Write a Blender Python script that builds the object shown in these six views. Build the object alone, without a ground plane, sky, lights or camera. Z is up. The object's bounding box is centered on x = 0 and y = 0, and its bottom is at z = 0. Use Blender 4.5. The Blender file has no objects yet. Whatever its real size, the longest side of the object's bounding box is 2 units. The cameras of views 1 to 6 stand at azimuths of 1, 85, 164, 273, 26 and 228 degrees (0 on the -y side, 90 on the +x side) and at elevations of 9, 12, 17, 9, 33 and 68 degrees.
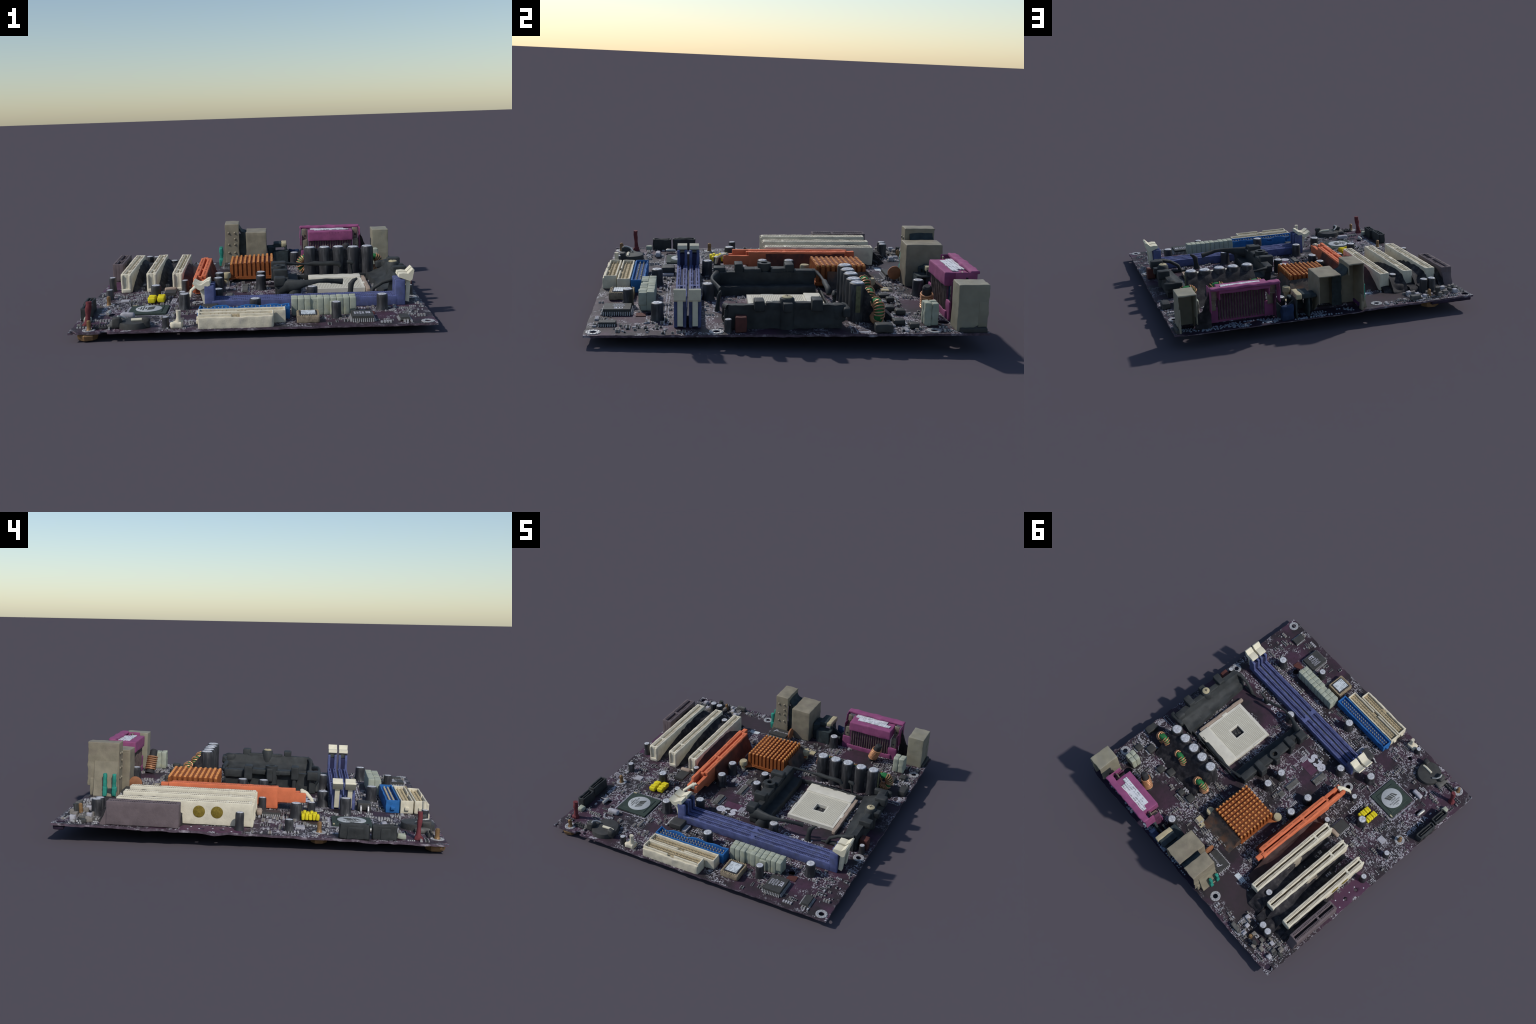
import bpy, bmesh, math, random
from mathutils import Vector, Matrix, noise

R = random.Random(7)
Z0 = 0.079          # height of the board's top face at its middle
TILT = math.atan(0.024)

# ------------------------------------------------------------------ materials
def new_mat(name):
    m = bpy.data.materials.new(name)
    m.use_nodes = True
    nt = m.node_tree
    b = nt.nodes["Principled BSDF"]
    return m, nt, b

def N(nt, kind, **kw):
    n = nt.nodes.new(kind)
    for k, v in kw.items():
        if k in n.inputs.keys():
            n.inputs[k].default_value = v
        else:
            setattr(n, k, v)
    return n

def math_node(nt, op, a, b=None, clamp=False):
    n = nt.nodes.new("ShaderNodeMath")
    n.operation = op
    n.use_clamp = clamp
    for i, v in enumerate((a, b)):
        if v is None:
            continue
        if isinstance(v, (int, float)):
            n.inputs[i].default_value = v
        else:
            nt.links.new(v, n.inputs[i])
    return n.outputs[0]

def mix(nt, fac, a, b):
    n = nt.nodes.new("ShaderNodeMix")
    n.data_type = 'RGBA'
    for sock, v in ((n.inputs[0], fac), (n.inputs[6], a), (n.inputs[7], b)):
        if isinstance(v, (int, float)):
            sock.default_value = v
        elif isinstance(v, tuple):
            sock.default_value = (*v, 1)
        else:
            nt.links.new(v, sock)
    return n.outputs[2]

def ramp(nt, val, lo, hi):
    n = nt.nodes.new("ShaderNodeMapRange")
    n.clamp = True
    n.inputs[1].default_value = lo
    n.inputs[2].default_value = hi
    nt.links.new(val, n.inputs[0])
    return n.outputs[0]

def coords(nt, shift=True):
    tc = nt.nodes.new("ShaderNodeTexCoord")
    out = tc.outputs["Object"]
    if shift:
        oi = nt.nodes.new("ShaderNodeObjectInfo")
        sc = nt.nodes.new("ShaderNodeVectorMath"); sc.operation = 'SCALE'
        sc.inputs[0].default_value = (7, 5, 3)
        nt.links.new(oi.outputs["Random"], sc.inputs["Scale"])
        ad = nt.nodes.new("ShaderNodeVectorMath"); ad.operation = 'ADD'
        nt.links.new(out, ad.inputs[0]); nt.links.new(sc.outputs[0], ad.inputs[1])
        out = ad.outputs[0]
    return out

def noise_tex(nt, vec, scale, detail=3, rough=0.6):
    n = nt.nodes.new("ShaderNodeTexNoise")
    n.inputs["Scale"].default_value = scale
    n.inputs["Detail"].default_value = detail
    n.inputs["Roughness"].default_value = rough
    nt.links.new(vec, n.inputs["Vector"])
    return n.outputs["Fac"]

def matte(name, col, dark=0.78, light=1.12, scale=22, rough=0.75, metal=0.0, bump=0.25,
          bscale=160, stain=None, stain_amt=0.5, stain_scale=35, stain_at=0.6, spec=0.25):
    """Mottled matt surface: two shades by noise, optional stains, fine grain bump."""
    m, nt, b = new_mat(name)
    v = coords(nt)
    f = ramp(nt, noise_tex(nt, v, scale, 4), 0.3, 0.7)
    c = mix(nt, f, tuple(x * dark for x in col), tuple(min(1, x * light) for x in col))
    if stain:
        s = ramp(nt, noise_tex(nt, v, stain_scale, 5, 0.65), stain_at, stain_at + 0.14)
        c = mix(nt, math_node(nt, 'MULTIPLY', s, stain_amt), c, stain)
    nt.links.new(c, b.inputs["Base Color"])
    b.inputs["Roughness"].default_value = rough
    b.inputs["Metallic"].default_value = metal
    b.inputs["Specular IOR Level"].default_value = spec
    if bump:
        bp = nt.nodes.new("ShaderNodeBump")
        bp.inputs["Strength"].default_value = bump
        bp.inputs["Distance"].default_value = 0.004
        nt.links.new(noise_tex(nt, v, bscale, 3), bp.inputs["Height"])
        nt.links.new(bp.outputs[0], b.inputs["Normal"])
    return m

def cells(nt, vec, sx, sy, seed):
    """0..1 random value per axis-aligned cell."""
    mp = nt.nodes.new("ShaderNodeMapping")
    mp.inputs["Scale"].default_value = (sx, sy, 0)
    mp.inputs["Location"].default_value = (seed * 3.7, seed * 1.3, 0)
    nt.links.new(vec, mp.inputs["Vector"])
    fl = nt.nodes.new("ShaderNodeVectorMath"); fl.operation = 'FLOOR'
    nt.links.new(mp.outputs[0], fl.inputs[0])
    wn = nt.nodes.new("ShaderNodeTexWhiteNoise"); wn.noise_dimensions = '2D'
    nt.links.new(fl.outputs[0], wn.inputs["Vector"])
    return wn.outputs["Value"]

BARE = ((-1.0, -0.87, 0.02, 0.345), (-0.58, -0.25, 0.71, 0.90), (0.37, 0.60, 0.66, 0.80), (0.42, 0.80, -0.36, -0.19), (0.67, 0.80, -0.80, -0.70),
        (-0.30, -0.15, 0.58, 0.68), (-0.22, -0.05, -0.22, -0.10), (-0.45, -0.30, -0.74, -0.66), (0.86, 0.985, -0.995, -0.86))

def board_material():
    m, nt, b = new_mat("purple_solder_mask")
    v = coords(nt, False)
    big = noise_tex(nt, v, 3.2, 4)
    fine = noise_tex(nt, v, 45, 4)
    c = mix(nt, ramp(nt, big, 0.44, 0.68), (0.027, 0.022, 0.025), (0.074, 0.034, 0.060))
    c = mix(nt, math_node(nt, 'MULTIPLY', ramp(nt, fine, 0.45, 0.8), 0.45), c, (0.018, 0.014, 0.018))
    # thin copper tracks shining through the lacquer
    wv = nt.nodes.new("ShaderNodeTexWave"); wv.inputs["Scale"].default_value = 38
    wv.inputs["Distortion"].default_value = 3.5; wv.inputs["Detail Scale"].default_value = 0.6
    nt.links.new(v, wv.inputs["Vector"])
    tr = math_node(nt, 'MULTIPLY', ramp(nt, wv.outputs["Fac"], 0.7, 1.0),
                   ramp(nt, noise_tex(nt, v, 5.5, 2), 0.52, 0.64))
    c = mix(nt, math_node(nt, 'MULTIPLY', tr, 0.35), c, (0.13, 0.055, 0.10))
    # printed marks and solder pads, in crowded patches
    where = ramp(nt, noise_tex(nt, v, 5.0, 5, 0.62), 0.46, 0.56)
    # areas left bare of print (x0, x1, y0, y1)
    sp = nt.nodes.new("ShaderNodeSeparateXYZ"); nt.links.new(v, sp.inputs[0])
    wob = math_node(nt, 'MULTIPLY', math_node(nt, 'SUBTRACT', noise_tex(nt, v, 14, 3), 0.5), 0.12)
    def inside(x0, x1, y0, y1):
        o = None
        for sock, c0, c1 in ((sp.outputs[0], x0, x1), (sp.outputs[1], y0, y1)):
            d = math_node(nt, 'ABSOLUTE', math_node(nt, 'SUBTRACT', sock, (c0 + c1) / 2))
            e_ = math_node(nt, 'SUBTRACT', (c1 - c0) / 2, math_node(nt, 'ADD', d, wob))
            f_ = ramp(nt, e_, -0.004, 0.010)
            o = f_ if o is None else math_node(nt, 'MULTIPLY', o, f_)
        return o
    bare = None
    for q in BARE:
        f_ = inside(*q)
        bare = f_ if bare is None else math_node(nt, 'MAXIMUM', bare, f_)
    where = math_node(nt, 'MULTIPLY', where, math_node(nt, 'SUBTRACT', 1.0, bare))
    c = mix(nt, math_node(nt, 'MULTIPLY', inside(-1.0, -0.87, 0.02, 0.345), 0.8), c, (0.088, 0.034, 0.072))
    c = mix(nt, math_node(nt, 'MULTIPLY', inside(-0.60, -0.25, 0.70, 0.95), 0.7), c, (0.040, 0.032, 0.034))
    a = ramp(nt, cells(nt, v, 105, 66, 1), 0.56, 0.64)
    d = ramp(nt, cells(nt, v, 60, 120, 2), 0.60, 0.68)
    e = ramp(nt, cells(nt, v, 170, 170, 3), 0.50, 0.62)
    marks = math_node(nt, 'MAXIMUM', math_node(nt, 'MULTIPLY', a, e), math_node(nt, 'MULTIPLY', d, e))
    marks = math_node(nt, 'MULTIPLY', marks, where)
    lines = math_node(nt, 'MULTIPLY', ramp(nt, cells(nt, v, 16, 260, 5), 0.95, 0.96),
                      ramp(nt, cells(nt, v, 120, 40, 6), 0.25, 0.3))
    marks = math_node(nt, 'MAXIMUM', marks, math_node(nt, 'MULTIPLY', lines, where))
    geo = nt.nodes.new("ShaderNodeNewGeometry")
    tone = mix(nt, noise_tex(nt, v, 60, 2), (0.22, 0.21, 0.235), (0.60, 0.585, 0.63))
    c = mix(nt, math_node(nt, 'MULTIPLY', marks, 0.9), c, tone)
    nt.links.new(c, b.inputs["Base Color"])
    b.inputs["Roughness"].default_value = 0.6
    b.inputs["Specular IOR Level"].default_value = 0.25
    bp = nt.nodes.new("ShaderNodeBump"); bp.inputs["Strength"].default_value = 0.35
    bp.inputs["Distance"].default_value = 0.004
    nt.links.new(fine, bp.inputs["Height"]); nt.links.new(bp.outputs[0], b.inputs["Normal"])
    return m

def sleeve_material():
    """Black capacitor sleeve with paler vertical smears."""
    m, nt, b = new_mat("capacitor_sleeve")
    v = coords(nt)
    mp = nt.nodes.new("ShaderNodeMapping"); mp.inputs["Scale"].default_value = (60, 60, 9)
    nt.links.new(v, mp.inputs["Vector"])
    s = ramp(nt, noise_tex(nt, mp.outputs[0], 1.0, 4), 0.5, 0.75)
    c = mix(nt, s, (0.022, 0.022, 0.026), (0.10, 0.10, 0.105))
    nt.links.new(c, b.inputs["Base Color"]); b.inputs["Roughness"].default_value = 0.55
    return m

def dotted_socket(name, col, hole, pitch):
    """Plastic with a square grid of small pin holes on the upper face."""
    m, nt, b = new_mat(name)
    v = coords(nt, False)
    sx = nt.nodes.new("ShaderNodeSeparateXYZ"); nt.links.new(v, sx.inputs[0])
    def dist(o):
        f = math_node(nt, 'FRACT', math_node(nt, 'DIVIDE', o, pitch))
        return math_node(nt, 'ABSOLUTE', math_node(nt, 'SUBTRACT', f, 0.5))
    inside = math_node(nt, 'LESS_THAN', math_node(nt, 'MAXIMUM', dist(sx.outputs[0]), dist(sx.outputs[1])), 0.27)
    f = ramp(nt, noise_tex(nt, v, 20, 3), 0.3, 0.7)
    c = mix(nt, f, tuple(x * 0.9 for x in col), col)
    c = mix(nt, math_node(nt, 'MULTIPLY', inside, 0.9), c, hole)
    nt.links.new(c, b.inputs["Base Color"]); b.inputs["Roughness"].default_value = 0.7
    return m

def label_material(name, paper, ink, sx, sy):
    m, nt, b = new_mat(name)
    v = coords(nt, False)
    sp = nt.nodes.new("ShaderNodeSeparateXYZ"); nt.links.new(v, sp.inputs[0])
    row = math_node(nt, 'LESS_THAN', math_node(nt, 'FRACT', math_node(nt, 'MULTIPLY', sp.outputs[1], sy)), 0.6)
    a = math_node(nt, 'GREATER_THAN', cells(nt, v, sx, sy, 2), 0.38)
    w = ramp(nt, noise_tex(nt, v, 16, 2), 0.40, 0.48)
    c = mix(nt, math_node(nt, 'MULTIPLY', math_node(nt, 'MULTIPLY', math_node(nt, 'MULTIPLY', a, row), w), 0.7), paper, ink)
    nt.links.new(c, b.inputs["Base Color"]); b.inputs["Roughness"].default_value = 0.6
    return m

M = {}
M['board'] = board_material()
M['edge'] = matte("board_edge", (0.085, 0.06, 0.08), 0.5, 1.5, 40, stain=(0.46, 0.42, 0.46), stain_amt=0.75, stain_scale=14, stain_at=0.54)
M['under'] = matte("board_underside", (0.028, 0.018, 0.036), 0.7, 1.3, 18)
M['ivory'] = matte("ivory_plastic", (0.68, 0.625, 0.49), 0.85, 1.07, 18, stain=(0.40, 0.345, 0.28), stain_amt=0.5, stain_scale=20, stain_at=0.56)
M['slotgap'] = matte("slot_interior", (0.24, 0.18, 0.11), 0.7, 1.2, 50)
M['contact'] = matte("contact_hole", (0.30, 0.25, 0.18), 0.7, 1.2, 60)
M['brown'] = matte("brown_plastic", (0.135, 0.105, 0.112), 0.85, 1.12, 20, stain=(0.20, 0.16, 0.15), stain_amt=0.4)
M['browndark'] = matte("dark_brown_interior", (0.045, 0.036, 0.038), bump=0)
M['orange'] = matte("orange_plastic", (0.66, 0.17, 0.075), 0.88, 1.1, 18, stain=(0.40, 0.20, 0.15), stain_amt=0.4, stain_at=0.66)
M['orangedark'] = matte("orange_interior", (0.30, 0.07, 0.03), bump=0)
M['violet'] = matte("violet_blue_plastic", (0.095, 0.112, 0.25), 0.75, 1.2, 26, stain=(0.09, 0.10, 0.15), stain_amt=0.6, stain_scale=14, stain_at=0.52)
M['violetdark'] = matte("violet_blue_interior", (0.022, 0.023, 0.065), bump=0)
M['greybed'] = matte("grey_gap", (0.055, 0.055, 0.062), 0.7, 1.3, 40)
M['clip'] = matte("cream_latch_plastic", (0.70, 0.65, 0.50), 0.9, 1.05, 25)
M['blue'] = matte("bright_blue_plastic", (0.022, 0.13, 0.36), 0.75, 1.2, 24)
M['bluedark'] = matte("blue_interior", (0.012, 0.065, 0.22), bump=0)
M['white'] = matte("off_white_plastic", (0.66, 0.60, 0.46), 0.85, 1.1, 26, stain=(0.42, 0.37, 0.36), stain_amt=0.5, stain_scale=16, stain_at=0.55)
M['tanfloor'] = matte("header_floor", (0.42, 0.34, 0.21), 0.75, 1.15, 40)
M['pin'] = matte("gold_pin", (0.62, 0.52, 0.34), rough=0.45, metal=0.2, bump=0)
M['pindark'] = matte("dark_pin", (0.05, 0.045, 0.04), bump=0)
M['pale'] = matte("pale_green_plastic", (0.36, 0.385, 0.31), 0.82, 1.12, 24, stain=(0.42, 0.40, 0.22), stain_amt=0.45, stain_scale=18, stain_at=0.55)
M['black'] = matte("black_plastic", (0.033, 0.036, 0.037), 0.7, 1.35, 16, rough=0.65, stain=(0.066, 0.064, 0.058), stain_amt=0.55)
M['chip'] = matte("chip_epoxy", (0.048, 0.048, 0.046), 0.85, 1.2, 30, rough=0.6)
M['socket'] = matte("cream_socket_plastic", (0.66, 0.63, 0.54), 0.9, 1.05, 18, stain=(0.50, 0.46, 0.40), stain_amt=0.3)
M['sockgrid'] = dotted_socket("pin_grid_plastic", (0.68, 0.65, 0.54), (0.17, 0.14, 0.09), 0.0098)
M['tan'] = matte("tan_plastic", (0.36, 0.28, 0.22), 0.85, 1.1, 20)
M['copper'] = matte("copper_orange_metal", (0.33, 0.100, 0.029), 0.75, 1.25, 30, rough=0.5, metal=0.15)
M['coppertip'] = matte("copper_lightened_for_lit_tip", (0.70, 0.29, 0.085), 0.85, 1.15, 60, rough=0.5, metal=0.1)
M['khaki'] = matte("khaki_plastic", (0.44, 0.38, 0.24), 0.85, 1.1, 30)
M['steel'] = matte("dull_steel_shell", (0.245, 0.215, 0.156), 0.82, 1.15, 14, rough=0.55, stain=(0.19, 0.155, 0.125), stain_amt=0.5, stain_scale=9, stain_at=0.5)
M['steel2'] = matte("grey_green_shell", (0.270, 0.250, 0.185), 0.85, 1.12, 12, rough=0.55, stain=(0.24, 0.23, 0.20), stain_amt=0.5, stain_scale=14, stain_at=0.52)
M['bracket'] = matte("bracket_metal", (0.24, 0.21, 0.16), 0.7, 1.3, 30, rough=0.45, metal=0.3)
M['magenta'] = matte("magenta_plastic", (0.265, 0.070, 0.170), 0.85, 1.12, 18, stain=(0.22, 0.045, 0.16), stain_amt=0.5, stain_scale=14)
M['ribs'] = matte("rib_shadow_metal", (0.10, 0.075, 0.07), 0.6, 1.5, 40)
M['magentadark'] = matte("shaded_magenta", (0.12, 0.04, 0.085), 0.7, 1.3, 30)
M['jack'] = matte("dark_teal_plastic", (0.032, 0.043, 0.046), 0.7, 1.4, 30)
M['teal'] = matte("teal_plastic", (0.028, 0.25, 0.19), 0.7, 1.2, 26)
M['purple'] = matte("purple_plastic", (0.09, 0.025, 0.11))
M['navy'] = matte("navy_plastic", (0.016, 0.034, 0.085))
M['sleeve'] = sleeve_material()
M['captop'] = matte("aluminium_can_top", (0.60, 0.61, 0.64), 0.55, 1.2, 70, rough=0.5, metal=0.15)
M['captin'] = matte("can_stripe", (0.16, 0.155, 0.08), 0.7, 1.2, 60)
M['green'] = matte("green_ferrite", (0.028, 0.19, 0.06), 0.75, 1.2, 40)
M['wire'] = matte("copper_wire", (0.56, 0.285, 0.15), 0.7, 1.2, 60, rough=0.4, metal=0.35)
M['bga'] = matte("green_substrate", (0.036, 0.052, 0.044), 0.8, 1.25, 25)
M['disc'] = matte("grey_chip_cap", (0.42, 0.44, 0.45), 0.92, 1.06, 60)
M['ink'] = matte("dark_ink", (0.075, 0.08, 0.075), bump=0)
M['silk'] = matte("white_print", (0.52, 0.52, 0.58), 0.8, 1.1, 60, bump=0)
M['solder'] = matte("solder", (0.46, 0.455, 0.46), 0.65, 1.2, 80, rough=0.4, metal=0.3)
M['bluedot'] = matte("solder_tinted_for_port_shadow", (0.24, 0.28, 0.34), 0.7, 1.2, 60, rough=0.45)
M['label'] = label_material("printed_label", (0.66, 0.67, 0.70), (0.16, 0.16, 0.18), 170, 62)
M['label2'] = label_material("chip_label", (0.60, 0.64, 0.66), (0.14, 0.16, 0.17), 190, 80)
M['plcc'] = matte("brown_chip_socket", (0.27, 0.215, 0.15), 0.6, 1.3, 50)
M['yellow'] = matte("yellow_plastic", (0.74, 0.62, 0.02), 0.88, 1.08, 40)
M['brass'] = matte("brass", (0.27, 0.16, 0.075), 0.7, 1.2, 40, rough=0.45, metal=0.3)
M['red'] = matte("red_plastic", (0.15, 0.034, 0.040), 0.7, 1.25, 40, stain=(0.16, 0.06, 0.05), stain_amt=0.7)
M['redbrown'] = matte("red_brown_plastic", (0.10, 0.035, 0.03))
M['silver'] = matte("silver_can", (0.50, 0.49, 0.46), 0.8, 1.1, 50, rough=0.4, metal=0.4)
M['ceramic'] = matte("brown_ceramic", (0.32, 0.135, 0.065), 0.8, 1.15, 30)
M['lacquer'] = matte("bare_purple_lacquer", (0.090, 0.036, 0.068), 0.75, 1.2, 20)
M['copperweb'] = matte("grey_copper_skirt", (0.075, 0.062, 0.055), 0.6, 1.6, 18, stain=(0.17, 0.075, 0.035), stain_amt=0.7, stain_scale=9, stain_at=0.48)
M['web'] = matte("dark_gap_fill", (0.019, 0.018, 0.022), 0.5, 1.8, 22, stain=(0.075, 0.068, 0.062), stain_amt=0.55, stain_scale=22, stain_at=0.5)
M['brownweb'] = matte("reddish_brown_fill", (0.055, 0.032, 0.030), 0.6, 1.5, 14, stain=(0.13, 0.05, 0.035), stain_amt=0.5, stain_scale=8)
M['rustweb'] = matte("rust_red_skirt", (0.15, 0.045, 0.028), 0.55, 1.4, 14, stain=(0.05, 0.03, 0.028), stain_amt=0.7, stain_scale=9, stain_at=0.5)
M['creamweb'] = matte("mottled_cream_skirt", (0.30, 0.26, 0.20), 0.7, 1.2, 16, stain=(0.10, 0.085, 0.075), stain_amt=0.7, stain_scale=12, stain_at=0.5)
M['coppercore'] = matte("copper_darkened_for_gap_shade", (0.21, 0.062, 0.020), 0.75, 1.25, 40, rough=0.55, metal=0.1)
M['olive'] = matte("olive_brass_disc", (0.20, 0.145, 0.022), 0.6, 1.3, 90)
M['smdtan'] = matte("smd_tan", (0.21, 0.19, 0.17), bump=0)
M['smdgrey'] = matte("smd_grey", (0.40, 0.39, 0.42), bump=0)
M['smdblack'] = matte("smd_black", (0.035, 0.035, 0.038), bump=0)
M['dustgrey'] = matte("grey_dusty_plastic", (0.105, 0.102, 0.095), 0.6, 1.4, 40)

# ------------------------------------------------------------------ mesh kit
class Kit:
    """Collects primitives, in board coordinates (z = height above the board's top face)."""
    def __init__(s):
        s.bm = bmesh.new(); s.mats = []
    def mi(s, m):
        if m not in s.mats: s.mats.append(m)
        return s.mats.index(m)
    def face(s, vs, m):
        try:
            f = s.bm.faces.new(vs); f.material_index = s.mi(m); return f
        except ValueError:
            return None
    def box(s, x0, x1, y0, y1, z0, z1, m, top=0.0, mtop=None):
        """top = how far the upper face is drawn in on every side"""
        P = []
        for z, t in ((z0, 0), (z1, top)):
            for x, y in ((x0 + t, y0 + t), (x1 - t, y0 + t), (x1 - t, y1 - t), (x0 + t, y1 - t)):
                P.append(s.bm.verts.new((x, y, z)))
        for q in ((3, 2, 1, 0), (0, 1, 5, 4), (1, 2, 6, 5), (2, 3, 7, 6), (3, 0, 4, 7)):
            s.face([P[i] for i in q], m)
        s.face(P[4:], mtop or m)
    def rbox(s, x0, x1, y0, y1, z0, z1, m, r=0.006, step=0.02, amp=0.0, freq=20, lean=None):
        """Box with rounded edges on a fine grid, surface made slightly uneven."""
        lo, hi = Vector((x0, y0, z0)), Vector((x1, y1, z1))
        r = min(r, min(hi - lo) * 0.49)
        ax = []
        for a in range(3):
            L = hi[a] - lo[a]
            n = max(1, int(round((L - 2 * r) / step)))
            ax.append([0, r * 0.35] + [r + (L - 2 * r) * i / n for i in range(n + 1)] + [L - r * 0.35, L])
        cache = {}
        def vert(i, j, k):
            key = (i, j, k)
            if key not in cache:
                p = lo + Vector((ax[0][i], ax[1][j], ax[2][k]))
                q = Vector([min(max(p[a], lo[a] + r), hi[a] - r) for a in range(3)])
                d = p - q
                if d.length > 1e-9: p = q + d.normalized() * r
                if amp: p = p + noise.noise_vector(p * freq) * amp
                if lean: p = lean(p)
                cache[key] = s.bm.verts.new(p)
            return cache[key]
        n = [len(a) - 1 for a in ax]
        for a in range(3):
            b, c = (a + 1) % 3, (a + 2) % 3
            for side in (0, n[a]):
                for i in range(n[b]):
                    for j in range(n[c]):
                        q = []
                        for di, dj in ((0, 0), (1, 0), (1, 1), (0, 1)):
                            k = [0, 0, 0]; k[a] = side; k[b] = i + di; k[c] = j + dj
                            q.append(vert(*k))
                        s.face(q if side else q[::-1], m)
    def prism(s, pts, axis, a0, a1, m):
        """Polygon (counter-clockwise in the two other axes) pushed along an axis."""
        o = [(1, 2), (0, 2), (0, 1)][axis]
        rings = []
        for a in (a0, a1):
            ring = []
            for u, w in pts:
                p = [0, 0, 0]; p[axis] = a; p[o[0]] = u; p[o[1]] = w
                ring.append(s.bm.verts.new(p))
            rings.append(ring)
        n = len(pts)
        for i in range(n):
            s.face([rings[0][i], rings[0][(i + 1) % n], rings[1][(i + 1) % n], rings[1][i]], m)
        s.face(rings[0][::-1], m); s.face(rings[1], m)
    def lathe(s, x, y, prof, seg, mats, wob=0.0, axis='z', seed=0):
        """prof = [(radius, height)]; mats = one material or one per band"""
        rings = []
        for r, z in prof:
            ring = []
            for i in range(seg):
                a = 2 * math.pi * i / seg
                rr = r * (1 + wob * noise.noise(Vector((math.cos(a) * 1.3 + seed, math.sin(a) * 1.3, z * 14))))
                u, w = rr * math.cos(a), rr * math.sin(a)
                ring.append(s.bm.verts.new((x + u, y + w, z)))
            rings.append(ring)
        for k in range(len(rings) - 1):
            m = mats[k] if isinstance(mats, list) else mats
            for i in range(seg):
                s.face([rings[k][i], rings[k][(i + 1) % seg], rings[k + 1][(i + 1) % seg], rings[k + 1][i]], m)
        ml = mats[-1] if isinstance(mats, list) else mats
        mf = mats[0] if isinstance(mats, list) else mats
        s.face(rings[0][::-1], mf); s.face(rings[-1], ml)
    def ring(s, x, y, r0, r1, z0, z1, m, seg=28):
        L = []
        for r, z in ((r0, z0), (r0, z1), (r1, z1), (r1, z0)):
            L.append([s.bm.verts.new((x + r * math.cos(2 * math.pi * i / seg), y + r * math.sin(2 * math.pi * i / seg), z)) for i in range(seg)])
        for k in range(4):
            for i in range(seg):
                s.face([L[(k + 1) % 4][i], L[(k + 1) % 4][(i + 1) % seg], L[k][(i + 1) % seg], L[k][i]], m)
    def tube(s, path, radii, m, seg=8, flat=1.0):
        path = [Vector(p) for p in path]
        if isinstance(radii, (int, float)): radii = [radii] * len(path)
        rings = []; up = Vector((0, 0, 1)); a = None
        for i, p in enumerate(path):
            t = (path[min(i + 1, len(path) - 1)] - path[max(i - 1, 0)]).normalized()
            if a is None:
                a = t.cross(up)
                if a.length < 0.3: a = t.cross(Vector((1, 0, 0)))
            a = (a - t * a.dot(t)).normalized(); b = a.cross(t)      # carried along without twist
            rings.append([s.bm.verts.new(p + (a * math.cos(2 * math.pi * k / seg) * flat + b * math.sin(2 * math.pi * k / seg)) * radii[i]) for k in range(seg)])
        for k in range(len(rings) - 1):
            for i in range(seg):
                s.face([rings[k][i], rings[k][(i + 1) % seg], rings[k + 1][(i + 1) % seg], rings[k + 1][i]], m)
        s.face(rings[0][::-1], m); s.face(rings[-1], m)
    def bevel(s, w, seg=2, ang=40):
        es = [e for e in s.bm.edges if len(e.link_faces) == 2 and e.calc_face_angle(0) > math.radians(ang)]
        if es: bmesh.ops.bevel(s.bm, geom=es, offset=w, segments=seg, affect='EDGES', clamp_overlap=True)
    def divide(s, L):
        """split edges longer than L so that the surface can be made uneven"""
        for _ in range(5):
            es = [e for e in s.bm.edges if e.calc_length() > L]
            if not es: break
            bmesh.ops.subdivide_edges(s.bm, edges=es, cuts=1, use_grid_fill=True)
    def warp(s, amp, freq=20):
        for v in s.bm.verts: v.co += noise.noise_vector(v.co * freq) * amp
    def done(s, name, parent, origin=None, smooth=35, stuff=False):
        bm = s.bm
        bmesh.ops.recalc_face_normals(bm, faces=bm.faces)
        if origin is None:
            xs = [v.co for v in bm.verts]
            origin = Vector([(min(c[a] for c in xs) + max(c[a] for c in xs)) / 2 for a in range(3)])
            origin.z = min(c.z for c in xs)
        origin = Vector(origin)
        for v in bm.verts: v.co -= origin
        for f in bm.faces: f.smooth = True
        for e in bm.edges:
            if len(e.link_faces) == 2 and e.calc_face_angle(0) > math.radians(smooth): e.smooth = False
        me = bpy.data.meshes.new(name); bm.to_mesh(me); bm.free()
        for m in s.mats: me.materials.append(M[m])
        ob = bpy.data.objects.new(name, me)
        bpy.context.scene.collection.objects.link(ob)
        put(ob, parent, origin)
        if stuff: ob["kind"] = "stuff"
        return ob

AT = {}
def put(ob, parent, origin):
    AT[ob.name] = Vector(origin)
    if parent is ROOT:
        ob.parent = ROOT; ob.location = Vector(origin) + Vector((0, 0, Z0))
    elif parent is not None:
        ob.parent = parent; ob.location = Vector(origin) - AT[parent.name]

def repeat(src, parent, origin, scale=None, turn=0.0):
    ob = src.copy()
    bpy.context.scene.collection.objects.link(ob)
    put(ob, parent, origin)
    if scale: ob.scale = scale
    ob.rotation_euler = (0, 0, turn)
    return ob

ROOT = bpy.data.objects.new("computer_motherboard", None)
bpy.context.scene.collection.objects.link(ROOT)
ROOT.rotation_euler = (TILT, 0, 0)
ROOT["label"] = "purple computer motherboard with slots, capacitors, sockets and ports"
ROOT["category"] = "computer motherboard"
AT[ROOT.name] = Vector((0, 0, -Z0))

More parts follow.
